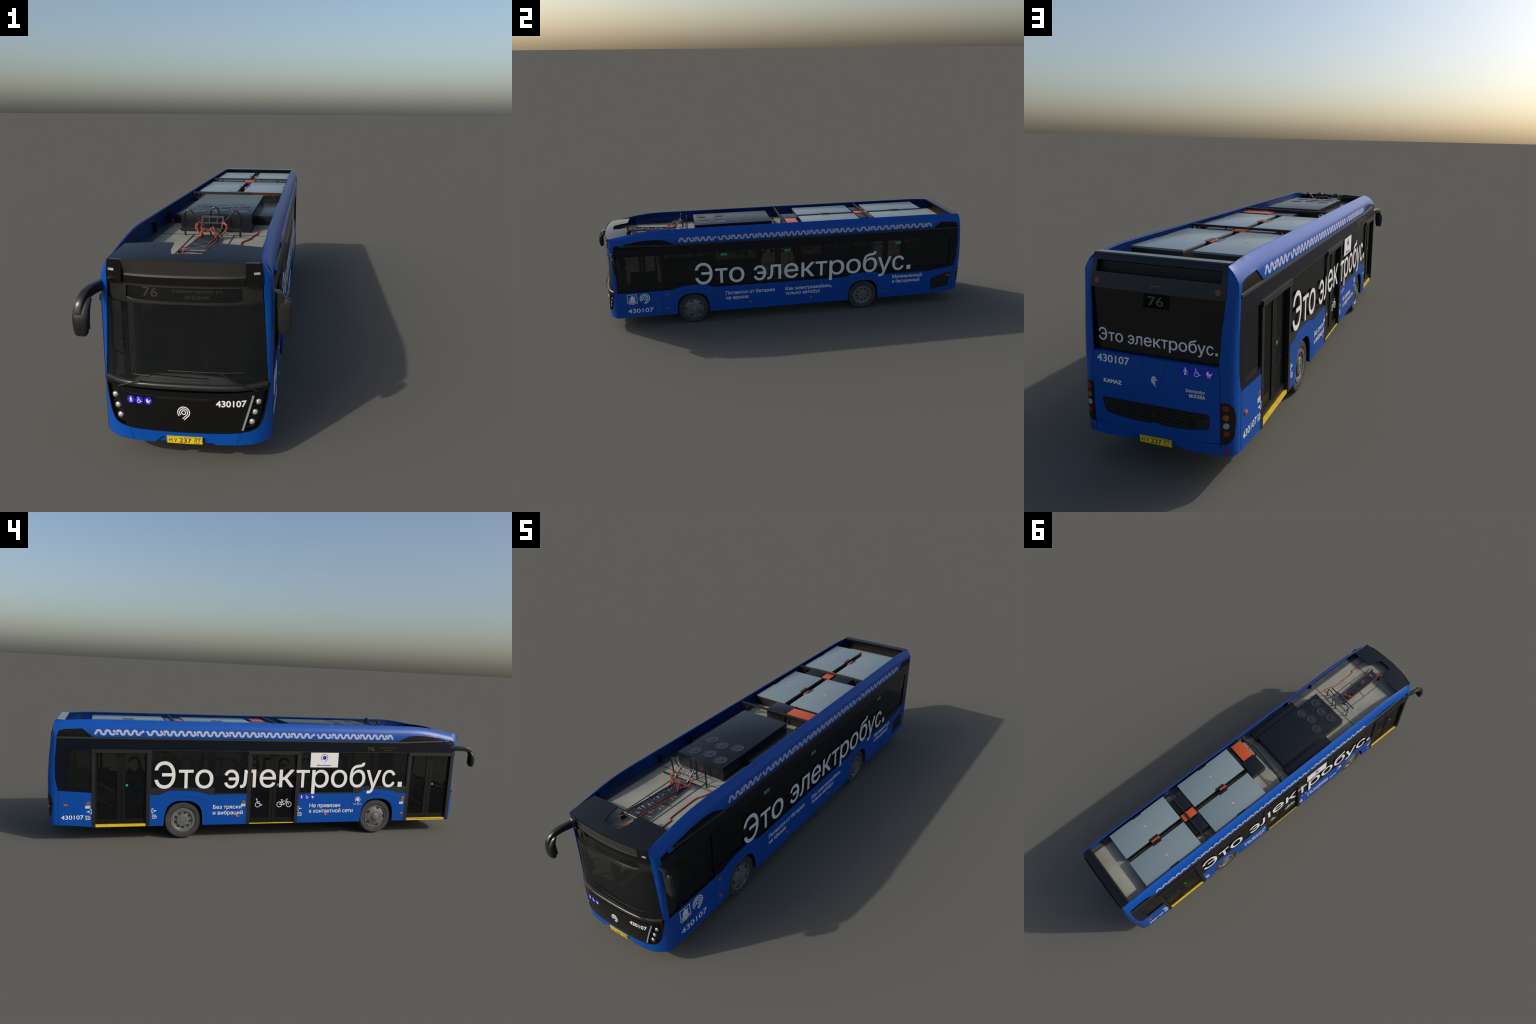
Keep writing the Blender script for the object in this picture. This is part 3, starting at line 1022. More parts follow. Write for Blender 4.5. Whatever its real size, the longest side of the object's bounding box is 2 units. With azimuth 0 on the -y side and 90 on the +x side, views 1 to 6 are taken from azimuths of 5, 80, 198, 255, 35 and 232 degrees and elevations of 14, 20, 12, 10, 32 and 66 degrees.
for r, (z, s0, s1) in enumerate(((.170, .125, -.125), (.1625, .12, -.126), (.155, .129, -.118), (.1475, .124, -.126), (.140, .118, -.120))):
    s = s0
    while s > s1 + .02:
        w = random.uniform(.02, .045)
        e = max(s - w, s1)
        zz = z + random.uniform(-.001, .001)
        b.bar(TAIL.flat(s, zz, -.0022), TAIL.flat(e, zz - .0016, -.0012), .0026, .0016)
        s = e - random.uniform(.003, .008)
b.out("grille_slat", MATTE)
b = Build()
sk = Sketch(TAIL.flat, lambda u, v: (u, v), off=.00012, thick=0.0004)
sk.stroke([(.030, .2865), (.0215, .232)], .0009)
sk.stroke([(-.0375, .2865), (-.0190, .232)], .0009)
sk.out("lid_crease", SEAM)
tail_notch = [(.072, .0765), (.052, .0935), (-.050, .0935), (-.070, .0765)]
panel("rear_bumper", TAIL.loop([(.1625, .0765)] + tail_notch + [(-.1625, .0765), (-.1625, .1060), (-.06, .0975), (.06, .0975), (.1625, .1060)]), TAIL, BLUE, step=0.016)
panel("bumper_recess", TAIL.loop([(.075, .0775), (-.075, .0775), (-.055, .1075), (.055, .1075)]), TAIL, BLUE, off=-.0045, thick=0.003, step=0.02)
panel("bumper_recess", TAIL.loop([(.162, .108), (.08, .112), (0, .112), (-.08, .112), (-.162, .108), (-.06, .097), (.06, .097)]), TAIL, BLUE, off=-.0004, thick=0.003, step=0.02)
quarter_in = [(.1640, .0765), (.1645, .210), (.1635, .260), (.1605, .2875), (.1610, .295), (.1660, .380), (.1705, .4365), (.1705, .470), (.1690, .495), (.1665, .5108)]
for sg in (1, -1):
    loop = TAIL.loop([(sg * s, z) for s, z in quarter_in]) + [(sg * T, .5112), (sg * T, .0755)]
    panel("rear_corner", loop, TAIL, BLUE, step=0.012, thick=0.004)
    # lamp cluster wraps the corner
    a0 = TAIL.at(.1640, .15)
    cl = [(a0, .1060), (a0, .2085), (a0 + .012, .2090), (a0 + .022, .2050), (a0 + .030, .1960), (a0 + .0395, .1700), (a0 + .0335, .1250), (a0 + .0210, .1105), (a0 + .010, .1060)]
    panel("lamp_cluster", [(sg * a, z) for a, z in cl], TAIL, GLOSS, off=.0008, thick=0.006, step=0.008)
    for i, (z, m) in enumerate(((.1955, RED), (.1733, AMBERD), (.1533, CLEAR), (.1343, RED))):
        b = Build()
        for r0, o in ((.0072, .0014), (.0060, .0022), (.0035, .0026)):
            tri, f = disc(sg * (a0 + .0118 + .0006 * i), z, r0, 18)
            skin(tri, f, TAIL, o, .002, b)
        b.out("tail_lamp", m)
    b = Build()
    tri, f = disc(sg * (a0 + .0145), .0880, .0062, 16)
    skin(tri, f, TAIL, .0015, .003, b)
    b.out("rear_reflector", RED)
    b = Build()
    for r0, o, mi in ((.0064, .0020, 1), (.0050, .0026, 0)):
        tri, f = disc(TAIL.at(sg * .1520, .4540), .4540, r0, 16)
        skin(tri, f, TAIL, o, .004, b, mi)
    b.out("high_lamp", RED, AMBERD)

def tail_pane(a, z, off=0.0):
    """Rear pane: set back, more so at its foot."""
    return TAIL(a, z, off - .0140 + .0065 * min(1, max(0, (z - .30) / .12)))


def tail_pane_flat(s, z, off=0.0):
    return tail_pane(TAIL.at(s, z), z, off)


win = [(.1590, .2890), (.1600, .295), (.1650, .380), (.1695, .4380)]
panel("rear_window", TAIL.loop(win + [(-s, z) for s, z in reversed(win)]), tail_pane, GLOSS, off=0, thick=0.003, step=0.02)
panel("rear_sign", TAIL.loop([(.0330, .4020), (.0330, .4345), (-.0330, .4345), (-.0330, .4020)]), tail_pane, DARKSIGN, off=.0007, thick=0.001, step=0.02)
lettering("sign_lettering", "76", tail_pane_flat, .0205, -.0180, .4085, .0215, LEDR, .012, off=.0011)
panel("rear_hatch", TAIL.loop(rounded(-.120, .0370, .3150, .3950, .008, 3)), tail_pane, SIGNM, off=.0005, thick=0.001, step=0.02)
# spoiler with through slot
spo = [(.1695, .4375), (.1700, .470), (.1685, .495), (.1660, .5108)]
slot = [(.1575, .4735), (.1570, .4995), (-.1570, .4995), (-.1575, .4735)]
panel("spoiler", TAIL.loop(spo + [(-s, z) for s, z in reversed(spo)]), TAIL, DARKBOX, holes=[TAIL.loop(slot)], off=.0012, thick=0.014, step=0.014)
b = Build()
tri, f = fill(TAIL.loop([(.012, .4520), (.012, .4545), (-.0145, .4545), (-.0145, .4520)]), (), .01, False)
skin(tri, f, TAIL, .0018, .003, b)
b.out("brake_lamp", RED)
b = Build()
xs = [CX - .170 + i * .340 / 10 for i in range(11)]
sec = [(.9632, .5105), (.9610, .5135), (.9560, .5158), (.930, .5150), (.9255, .5130), (.9255, .5050), (.940, .5025), (.962, .5000)]
for x0, x1 in zip(xs, xs[1:]):
    for (y0, z0), (y1, z1) in zip(sec, sec[1:] + sec[:1]):
        b.put([(x0, y0, z0), (x1, y0, z0), (x1, y1, z1), (x0, y1, z1)], [(0, 1, 2, 3)])
b.out("spoiler_beam", GLOSS)
b = Build()
b.box(CX - .166, CX + .166, .954, .957, ROOF - .004, .503)
b.box(CX - .166, CX + .166, .938, .966, ROOF - .004, ROOF + .003)
b.box(CX - .160, CX + .160, .932, .940, ROOF - .002, ROOF + .012)
b.out("slot_tray", MATTE)

# ------------------------------------------------------------------ roof well
panel("roof_floor", rect(-.1560, .1560, -.906, .940), lambda u, v, o=0: (CX + u, v, ROOF + o), FLOOR, thick=0.006, step=0.06)
b = Build()
for sg in (-1, 1):
    b.box(*sorted((CX + sg * .1555, CX + sg * .1880)), -.885, .945, ROOF - .008, ROOF - .0015)
b.out("roof_gully", FLOORD)
b = Build()


def line(x0, x1, y0, y1, h=.0012):
    b.box(x0, x1, y0, y1, ROOF - .001, ROOF + h)


for y in (-.789, -.517, -.245, -.02, .46):
    line(CX - .150, CX + .155, y - .0015, y + .0015)
line(-.063, .052, -.686, -.683)
line(.0505, .0535, -.789, -.517, .0016)
line(-.0645, -.0615, -.789, -.517, .0016)
for x in (CX - .152, CX + .152):
    line(x - .0012, x + .0012, -.90, .93, .0018)
b.out("sheet_seam", FLOORD)
b = Build()
b.bevel_box(-.1380, .1500, .868, .928, ROOF - .004, ROOF + .006, .0045)
b.out("rear_tray", FLOOR)

# cooling unit with six fans
b = Build()
b.bevel_box(-.1110, .0975, -.4722, -.0668, ROOF, .5160, .0008)
unit = b.out("cooling_unit", DARKBOX)
for sx in (-1, 1):
    b = Build()
    x0, x1 = (-.1605, -.108) if sx < 0 else (.095, .1570)
    b.bevel_box(x0, x1, -.348, -.060, ROOF, .4900, .0008)
    b.out("duct_box", DARKBOX, parent=unit)
for x, y in ((.0559, -.433), (-.0043, -.4195), (-.0650, -.433), (.0549, -.333), (-.0045, -.3497), (-.0648, -.333)):
    b = Build()
    n = 32
    prof = [(.0252, .5155), (.0250, .5172), (.0238, .5176), (.0226, .5170), (.0130, .5169), (.0110, .5174), (.0060, .5181), (.0001, .5181)]
    v, f = [], []
    for r, h in prof:
        v += [(x + r * math.cos(2 * math.pi * k / n), y + r * math.sin(2 * math.pi * k / n), h) for k in range(n)]
    for i in range(len(prof) - 1):
        f += [(i * n + k, i * n + (k + 1) % n, (i + 1) * n + (k + 1) % n, (i + 1) * n + k) for k in range(n)]
    b.put(v, f)
    b.out("fan_cover", FANM, parent=unit)

# battery packs
for x0, x1 in ((-.1675, -.0190), (.0075, .1560)):
    for y0, y1 in ((.0985, .4140), (.5020, .8210)):
        b = Build()
        b.bevel_box(x0 + .001, x1 - .001, y0 + .001, y1 - .001, ROOF + .004, .5020, .0008)
        pack = b.out("battery_pack", BATTS)
        b = Build()
        b.bevel_box(x0, x1, y0, y1, .5015, .5068, .0008)
        b.out("battery_lid", BATT, parent=pack)
        ym = (y0 + y1) / 2
        b = Build()
        for cx, w in ((x0 + .002 if x0 > 0 else x1 - .002, .012), (x1 - .002 if x0 > 0 else x0 + .002, .008)):
            b.box(cx - w / 2, cx + w / 2, ym - .025, ym + .025, .4980, .5075)
        b.out("lid_latch", TUBE, parent=pack)
        sx = .0850 if x0 > 0 else -.1000
        sk = Sketch(lambda u, v, o=0: (u, v, .5068 + o), lambda u, v: (sx + u, ym + v), off=.0005, thick=.0006)
        sk.blob(0, 0, .0072, 0)
        sk.blob(0, 0, .0054, 1)
        sk.poly(rect(-.0018, .0014, -.0030, .0030), 2)
        sk.stroke([(-.0045, .0040), (.0045, -.0040)], .0014, 0)
        sk.out("warning_sign", STICKR, STICKER, STICKB, parent=pack)
for y0, y1 in ((.225, .262), (.635, .680)):
    b = Build()
    b.box(-.0045, .0025, y0 - .001, y1 + .001, ROOF, .505)
    b.out("service_plug", ORANGE)
b = Build()
for y0, y1 in ((.10, .413), (.503, .82)):
    b.box(-.0120, -.0070, y0, y1, ROOF, .468)
    b.tube([(.001, y0, .466), (.001, y1, .466)], .0016)
b.out("cable_duct", BATTS)
for nm, dims, m in (("junction_box", (.0435, .1487, .0128, .0740), ORANGE), ("control_box", (-.0510, .0405, .0090, .0904), DARKBOX),
                    ("junction_box", (-.0265, .0152, .4225, .4965), ORANGE), ("control_box", (-.1150, -.0345, .4200, .4980), DARKBOX),
                    ("control_box", (.0250, .1080, .4200, .4980), DARKBOX)):
    b = Build()
    top = .5078 if m is ORANGE else .5066
    b.bevel_box(*dims, ROOF, top - .003 if m is ORANGE else top, .0008, 1 if m is ORANGE else 0)
    if m is ORANGE:
        b.bevel_box(*dims, top - .003, top, .0006, 0)
    b.out(nm, m, BATTS)

# cross trusses
for y in (-.0050, .4690):
    b = Build()
    zc = .5165
    b.box(CX - .1680, CX + .1680, y - .0035, y + .0035, zc - .007, zc)
    for sg in (-1, 1):
        b.box(*sorted((CX + sg * .1600, CX + sg * .1655)), y - .003, y + .003, ROOF, zc - .003)
        b.bar((CX + sg * .160, y, .472), (CX + sg * .122, y, zc - .005), .005, .005)
        b.bar((CX + sg * .142, y, .4915), (CX + sg * .145, y, zc - .005), .004, .004)
        b.bar((CX + sg * .161, y, .505), (CX + sg * .145, y, .488), .004, .004)
    b.box(.0430, .0470, y - .003, y + .003, ROOF, zc - .004)
    b.out("cross_truss", RUBBER)

# loose cables near the front truss
b = Build()
for k in range(3):
    off = random.uniform(-.004, .004)
    b.tube(spline([(.150, .000 + off, .480), (.130, -.022 + off, .466), (.06, -.026 + off * 2, .465), (-.06, -.024, .465), (-.12, -.03 - off, .466), (-.155, -.012, .478)], 6), .0014, n=6)
b.tube(spline([(.150, .45, .49), (.135, .44, .47), (.12, .45, .466)], 6), .0018, n=6)
b.tube(spline([(-.155, .45, .49), (-.14, .455, .47), (-.125, .46, .468), (-.12, .48, .466)], 6), .0018, n=6)
o = b.out("roof_cable", TUBE)

# ------------------------------------------------------------------ charging head
LX0, LX1 = -.0268, .0180          # ladder sides


def lad(u, v, o=0.0):
    t = (v + .8125) / (.8125 - .575)
    return (u, v, .4885 - .0145 * t + o)


tris = []
n = 6
y0, y1 = -.800, -.592
for i in range(n):
    a, c = y0 + (y1 - y0) * i / n, y0 + (y1 - y0) * (i + 1) / n
    w = c - a
    tris.append([(LX0 + .005, a + .004), (LX1 - .005, a + .004), (LX1 - .005, a + w * .46)] if i % 2 == 0 else
                [(LX0 + .005, a + .004), (LX1 - .005, a + .004), (LX0 + .005, a + w * .46)])
    tris.append([(LX0 + .005, a + w * .56), (LX0 + .005, c - .002), (LX1 - .005, c - .002)] if i % 2 == 0 else
                [(LX1 - .005, a + w * .56), (LX1 - .005, c - .002), (LX0 + .005, c - .002)])
head = panel("charging_boom", rect(LX0, LX1, -.8125, -.578), lad, STEEL, holes=tris, thick=.0035, step=.05, grid=False, smooth=0)
b = Build()
for x in (LX0, LX1):
    b.bar(Vector(lad(x, -.8125, -.004)), Vector(lad(x, -.575, -.004)), .003, .0105)
b.out("boom_rail", STEEL, parent=head)
b = Build()
b.tube([(-.040, -.8150, .4860), (.026, -.8150, .4860)], .0034, n=12)
b.tube([(-.030, -.8180, .4800), (.022, -.8180, .4800)], .0022, n=8)
b.out("boom_pivot", STEELB, parent=head)
b = Build()
for x in (-.036, .022):
    b.box(x - .002, x + .002, -.828, -.806, ROOF, .4865)
b.box(-.020, .012, -.61, -.575, ROOF, .470)
b.out("boom_stand", STEEL, parent=head)
# tilted contact frame
b = Build()
fr = [(-.0315, -.5440, .5190), (.0255, -.5440, .5190), (.0255, -.5800, .4905), (-.0315, -.5800, .4905)]
for p, q in zip(fr, fr[1:] + fr[:1]):
    b.bar(p, q, .0045, .0045)
b.bar((-.0315, -.562, .5048), (.0255, -.562, .5048), .003, .003)
b.bar((-.012, -.545, .5182), (-.012, -.562, .5048), .003, .003)
b.bar((.010, -.545, .5182), (.010, -.562, .5048), .003, .003)
b.bar((-.0315, -.5820, .4880), (.0255, -.5820, .4880), .007, .008)
b.bar((-.0300, -.5800, .4890), (-.0300, -.5650, .470), .005, .005)
b.bar((.0240, -.5800, .4890), (.0240, -.5650, .470), .005, .005)
b.out("contact_frame", STEELB, parent=head)
b = Build()
b.bar((-.0913, -.5730, .4885), (.0800, -.5730, .4890), .0045, .0055)
b.out("cross_bar", TUBE, parent=head)
b = Build()
b.tube(spline([(-.0860, -.5290, ROOF), (-.0858, -.5320, .500), (-.0845, -.5360, .523), (-.0790, -.5382, .5325), (-.0715, -.5384, .5352), (-.0640, -.5390, .5320), (-.0500, -.5410, .5160), (-.0310, -.5430, .5020)], 5), .0027, n=8)
b.out("guide_hoop", TUBE, parent=head)
b = Build()
b.tube(spline([(.0714, -.5346, ROOF), (.0714, -.5346, .500), (.0705, -.5348, .520), (.0660, -.5350, .5310), (.0590, -.5350, .5346), (.0520, -.5360, .5320), (.0400, -.5390, .5180), (.0240, -.5430, .5040)], 5), .0027, n=8)
b.out("guide_hoop", TUBE, parent=head)
b = Build()
b.tube(spline([(-.0165, -.5110, ROOF), (-.0168, -.5105, .505), (-.0160, -.5100, .525), (-.0125, -.5095, .5355), (-.0040, -.5092, .5405), (.0045, -.5095, .5355), (.0080, -.5100, .525), (.0088, -.5105, .505), (.0085, -.5115, ROOF)], 5), .0027, n=8)
b.out("guide_hoop", TUBE, parent=head)
# orange high-voltage leads
b = Build()
for k in range(4):
    j = lambda a: random.uniform(-a, a)
    b.tube(spline([(-.0300, -.590, .478), (-.0420 + j(.003), -.585 + j(.006), .495 + j(.004)), (-.0430 + j(.003), -.578, .506 + j(.003)), (-.034 + j(.003), -.571, .509 + j(.003)), (-.0255, -.566, .499)], 5), .0011, n=6)
    b.tube(spline([(.0240, -.570, .500), (.0300 + j(.003), -.572, .508 + j(.003)), (.0370 + j(.003), -.577, .499 + j(.004)), (.0360 + j(.002), -.580, .486 + j(.003)), (.0240, -.588 + j(.004), .478), (.0100, -.60, .476)], 5), .0011, n=6)
    b.tube(spline([(-.0260, -.615 + j(.01), .478), (-.0200 + j(.004), -.606 + j(.006), .494 + j(.005)), (-.0080 + j(.004), -.598, .490 + j(.005)), (.0030 + j(.003), -.600 + j(.008), .496 + j(.005)), (.0130, -.612 + j(.006), .482)], 5), .0011, n=6)
b.tube(spline([(.0130, -.612, .480), (.0215, -.640, .4745), (.0225, -.72, .4800), (.0225, -.80, .4850), (.0300, -.825, .480), (.0420, -.838, .468)], 6), .0022, n=6)
b.tube(spline([(-.0260, -.615, .4760), (-.0310, -.65, .478), (-.0310, -.72, .4800), (-.0300, -.80, .4880), (-.0180, -.822, .4910), (-.0360, -.850, .482), (-.0390, -.880, .470)], 6), .0013, n=6)
b.tube(spline([(.0060, -.826, .468), (-.010, -.850, .466), (-.026, -.872, .466), (-.034, -.880, .466)], 6), .0016, n=6)
b.out("high_voltage_lead", CABLE, parent=head)
b = Build()
b.tube([tuple(p) for p in spline([(.1000, -.860, .464), (.1010, -.8374, .464), (.1046, -.8113, .464), (.1005, -.765, .464), (.1001, -.7451, .464), (.0899, -.7356, .464), (.0870, -.680, .464),
                                  (.0865, -.6133, .464), (.0950, -.590, .464), (.1034, -.566, .464), (.1080, -.530, .464), (.1170, -.5000, .464), (.1150, -.470, .464), (.1080, -.40, .464)], 5)], .0021, n=6)
b.tube([(.110, -.06, .464), (.105, -.03, .464), (.098, .012, .464)], .0021, n=6)
b.out("floor_lead", CABLE)

# ------------------------------------------------------------------ mirrors
def capsule_loft(sections, name, mat, n=20, power=2.6, smooth=50):
    """Loft of rounded-rectangle sections: (centre, half axis a, half axis b) vectors."""
    b = Build()
    rings = []
    for c, a, d in sections:
        c, a, d = Vector(c), Vector(a), Vector(d)
        ring = []
        for k in range(n):
            t = 2 * math.pi * k / n
            ct, st = math.cos(t), math.sin(t)
            ring.append(c + a * math.copysign(abs(ct) ** (2 / power), ct) + d * math.copysign(abs(st) ** (2 / power), st))
        rings.append(ring)
    v = [p for r in rings for p in r]
    f = [(i * n + k, i * n + (k + 1) % n, (i + 1) * n + (k + 1) % n, (i + 1) * n + k) for i in range(len(rings) - 1) for k in range(n)]
    f += [tuple(range(n)), tuple(range((len(rings) - 1) * n, len(rings) * n))]
    b.put(v, f)
    return b.out(name, mat, smooth=smooth)


sec = []
for (x, y, zz), w, h, tilt in (((-.193, -.868, .4205), .008, .0125, 0), ((-.1985, -.890, .4210), .0082, .0125, 0), ((-.2035, -.915, .4220), .0085, .0125, 2),
                               ((-.2085, -.940, .4215), .0088, .0122, 10), ((-.2125, -.962, .4175), .0090, .0112, 26), ((-.2155, -.979, .4085), .0090, .0095, 48), ((-.2170, -.9895, .3950), .0086, .0075, 72), ((-.2170, -.992, .3830), .0080, .0062, 86)):
    t = math.radians(tilt)
    sec.append(((x, y, zz), (w, 0, 0), (0, -h * math.sin(t), h * math.cos(t))))
arm = capsule_loft(sec, "mirror_arm", MIRROR, power=5)
sec = []
for zz, yc, w, d, xc in ((.4150, -.968, .004, .003, -.203), (.4115, -.9720, .0125, .0055, -.2065), (.403, -.9780, .0160, .0085, -.2110), (.391, -.9840, .0180, .0110, -.2135), (.376, -.9880, .0182, .0120, -.2138),
                         (.358, -.9890, .0172, .0118, -.2140), (.345, -.9880, .0155, .0108, -.2145), (.337, -.9870, .0135, .0088, -.2150), (.3330, -.9865, .0105, .005, -.2150)):
    sec.append(((xc, yc, zz), (w, 0, 0), (0, d, 0)))
o = capsule_loft(sec, "mirror_head", MIRROR, power=3.2)
b = Build()
b.bevel_box(-.2285, -.1995, -.9775, -.9755, .3450, .3860, .0008)
b.out("mirror_glass", material("mirror_glass", (0.05, 0.055, 0.06), 0.06, metal=0.9))
sec = []
for (x, y, zz), w, h in (((.1870, -.893, .4230), .0035, .0075), ((.1980, -.894, .4215), .0050, .0085), ((.2055, -.8945, .4130), .0078, .0075), ((.2062, -.895, .4000), .0080, .0055), ((.2062, -.895, .3800), .0078, .0045)):
    sec.append(((x, y, zz), (w, 0, 0), (0, h * .7, 0)))
arm2 = capsule_loft(sec, "mirror_arm", MIRROR, power=5)
sec = []
for zz, w, d in ((.4055, .005, .004), (.4020, .0115, .008), (.392, .0152, .0115), (.375, .0164, .0128), (.355, .0164, .0126), (.337, .0155, .0115), (.326, .0138, .0095), (.3185, .0095, .006)):
    sec.append(((.2152, -.8905 + (.41 - zz) * .02, zz), (w, 0, 0), (0, d * .75, 0)))
capsule_loft(sec, "mirror_head", MIRROR, power=3.4)
b = Build()
b.bevel_box(.2030, .2275, -.8802, -.8784, .335, .392, .0008)
b.out("mirror_glass", MATS["mirror_glass"])

# ------------------------------------------------------------------ wheels and underbody
R = 0.0815
tyre_prof = [(.050, -.043), (.060, -.0455), (.072, -.0455), (.0795, -.042), (R, -.036), (R, -.010), (.0803, -.004), (.0780, -.0005), (.0735, .0008), (.0725, .0002), (.068, .0010), (.062, .0006), (.0575, -.0008), (.0545, -.0025)]
front_rim = [(.0545, -.0025), (.0535, .0004), (.0520, .0006), (.0505, -.0020), (.0490, -.0042), (.0440, -.0030), (.0380, -.0006), (.0330, .0010), (.0270, .0018), (.0265, .0030), (.0180, .0040), (.0172, .0072), (.0150, .0085), (.0001, .0088)]
rear_rim = [(.0545, -.0025), (.0535, .0004), (.0480, .0004), (.0435, -.0004), (.0425, -.0028), (.0405, -.0042), (.0280, -.0046), (.0275, -.0010), (.0262, .0004), (.0145, .0008), (.0138, -.0004), (.0125, -.0006), (.0115, .0008), (.0001, .0010)]
FACE = 0.1865


def shared(name, mesh_from, x, y, z, turn, parent=None):
    o = mesh_from.copy()
    o.name = name
    bpy.context.scene.collection.objects.link(o)
    return o


for kind, ay in (("front", AXLES[0]), ("rear", AXLES[1])):
    for sg in (1, -1):
        cx = CX + sg * FACE
        c = (cx, ay, R)
        b = Build()
        b.lathe(tyre_prof, c, sg, 64)
        for k in range(4):        # tread grooves are shallow rings
            pass
        wheel = b.out("wheel", TYRE, smooth=50)
        b = Build()
        b.lathe(front_rim if kind == "front" else rear_rim, c, sg, 64)
        rim = b.out("rim", RIM, parent=wheel, smooth=30)
        b = Build()
        count, rad, size, depth = (5, .0420, .0062, -.0018) if kind == "front" else (9, .0338, .0046, -.0042)
        for k in range(count):
            t = math.radians(106 + 360 * k / count)
            m = 14
            yy, zz = ay + rad * math.cos(t), R + rad * math.sin(t)
            stretch = 1.0 if kind == "front" else 1.0
            for off in (0,):
                v = [(cx + sg * (depth + .0012 + (.0 if kind == "rear" else .0)), yy, zz)] + [(cx + sg * (depth + .0012), yy + size * math.cos(2 * math.pi * q / m), zz + size * stretch * math.sin(2 * math.pi * q / m)) for q in range(m)] \
                    + [(cx + sg * (depth - .006), yy + size * math.cos(2 * math.pi * q / m), zz + size * stretch * math.sin(2 * math.pi * q / m)) for q in range(m)]
                b.put(v, [(0, 1 + q, 1 + (q + 1) % m) for q in range(m)] + [(1 + q, 1 + m + q, 1 + m + (q + 1) % m, 1 + (q + 1) % m) for q in range(m)])
        b.out("rim_dark_disc", DARKDISC, parent=wheel)  # dark discs laid on the uncut rim in place of real holes
        if kind == "front":
            for k in range(10):
                t = 2 * math.pi * k / 10 + .1
                bb = Build()
                bb.lathe([(.0019, -.001), (.0019, .0062), (.0010, .0070), (.0001, .0070)], (cx, ay + .0222 * math.cos(t), R + .0222 * math.sin(t)), sg, 6)
                bb.out("wheel_nut", RIM, parent=wheel)
        else:                      # inner twin tyre
            bb = Build()
            bb.lathe([(.050, -.095), (.072, -.097), (R, -.090), (R, -.058), (.072, -.051), (.050, -.053)], c, sg, 48)
            bb.out("twin_tyre", TYRE, parent=wheel)
        # arch lining
        b = Build()
        pts = [(ay + d * 1.08, .061 + (zz - .061) * 1.065) for d, zz in ARCH]
        for (p0, z0), (p1, z1) in zip(pts, pts[1:]):
            b.put([(CX + sg * .1930, p0, z0), (CX + sg * .1930, p1, z1), (CX + sg * .085, p1, z1), (CX + sg * .085, p0, z0)], [(0, 1, 2, 3)])
        b.put([(CX + sg * .085, p, zz) for p, zz in pts], [tuple(range(len(pts)))])
        b.out("arch_lining", UNDER, smooth=0)
    b = Build()
    b.tube([(CX - .17, ay, R), (CX + .17, ay, R)], .014, n=12)
    b.out("axle", UNDER)

b = Build()
W = .1925
for y0, y1 in ((-.893, AXLES[0] - .088), (AXLES[0] + .088, AXLES[1] - .088), (AXLES[1] + .088, .80)):
    b.box(CX - W, CX + W, y0, y1, .0625, .0655)
for ay in AXLES:
    b.box(CX - .084, CX + .084, ay - .089, ay + .089, .0625, .0655)
b.put([(CX - W, .80, .0625), (CX + W, .80, .0625), (CX + W * .97, .962, .078), (CX - W * .97, .962, .078),
       (CX - W, .80, .0655), (CX + W, .80, .0655), (CX + W * .97, .962, .081), (CX - W * .97, .962, .081)],
      [(0, 1, 2, 3), (4, 5, 6, 7), (0, 1, 5, 4), (1, 2, 6, 5), (2, 3, 7, 6), (3, 0, 4, 7)])
b.box(CX - .15, CX + .15, .955, .980, .081, .085)
b.box(CX - .12, CX + .12, -.932, -.900, .0640, .0665)
b.out("underbody", UNDER)

# ------------------------------------------------------------------ cabin seen through the glass
b = Build()
for y0, y1 in ((-.90, AXLES[0] - .092), (AXLES[0] + .092, AXLES[1] - .092), (AXLES[1] + .092, .95)):
    b.box(CX - .180, CX + .180, y0, y1, .0665, .0700)
for ay in AXLES:
    b.box(CX - .080, CX + .080, ay - .095, ay + .095, .0665, .0700)
    for sg in (-1, 1):
        b.box(*sorted((CX + sg * .078, CX + sg * .186)), ay - .095, ay + .095, .1830, .1860)
        b.box(*sorted((CX + sg * .078, CX + sg * .081)), ay - .095, ay + .095, .07, .1835)
b.box(CX - .150, CX + .150, .72, .955, .168, .171)
b.out("cabin_floor", CABIN)
b = Build()
b.box(CX - .186, CX + .186, -.90, .960, .4340, .4380)
b.out("cabin_ceiling", CEIL)
b = Build()
b.box(CX - .16, CX + .16, .955, .960, .08, .435)
b.box(CX + .03, CX + .185, -.690, -.685, .07, .40)
b.box(CX + .03, CX + .034, -.83, -.69, .07, .25)
b.out("cabin_partition", CABIN)
b = Build()
b.bevel_box(CX - .175, CX + .175, -.915, -.865, .07, .190, .006)
b.bevel_box(CX + .04, CX + .165, -.870, -.835, .15, .200, .006)
wc = Vector((CX + .105, -.825, .222))
b.tube([wc + Vector((.030 * math.cos(t * math.pi / 12), .012 * math.sin(t * math.pi / 12), .026 * math.sin(t * math.pi / 12) * .6)) for t in range(25)], .0025, n=6)
b.out("dashboard", LEAF)
seat_b = Build()
seat_b.bevel_box(-.031, .031, -.028, .030, .062, .074, .004)
seat_b.bevel_box(-.031, .031, .024, .036, .070, .145, .004)
seat_b.box(-.022, .022, -.015, .020, 0, .063)
first = seat_b.out("passenger_seat", SEATM)
first.location = (CX + .145, -.505, .181)
spots = [(CX + .105, -.735, .10)]
for sx in (.148, .082):
    spots += [(CX + sx, y, .075) for y in (-.34, -.22, -.10, .22, .31)]
    spots += [(CX + sx, AXLES[1] - .02, .178 if sx > .1 else .181), (CX + sx, .56, .11), (CX + sx, .66, .11), (CX + sx, .77, .178), (CX + sx, .87, .178)]
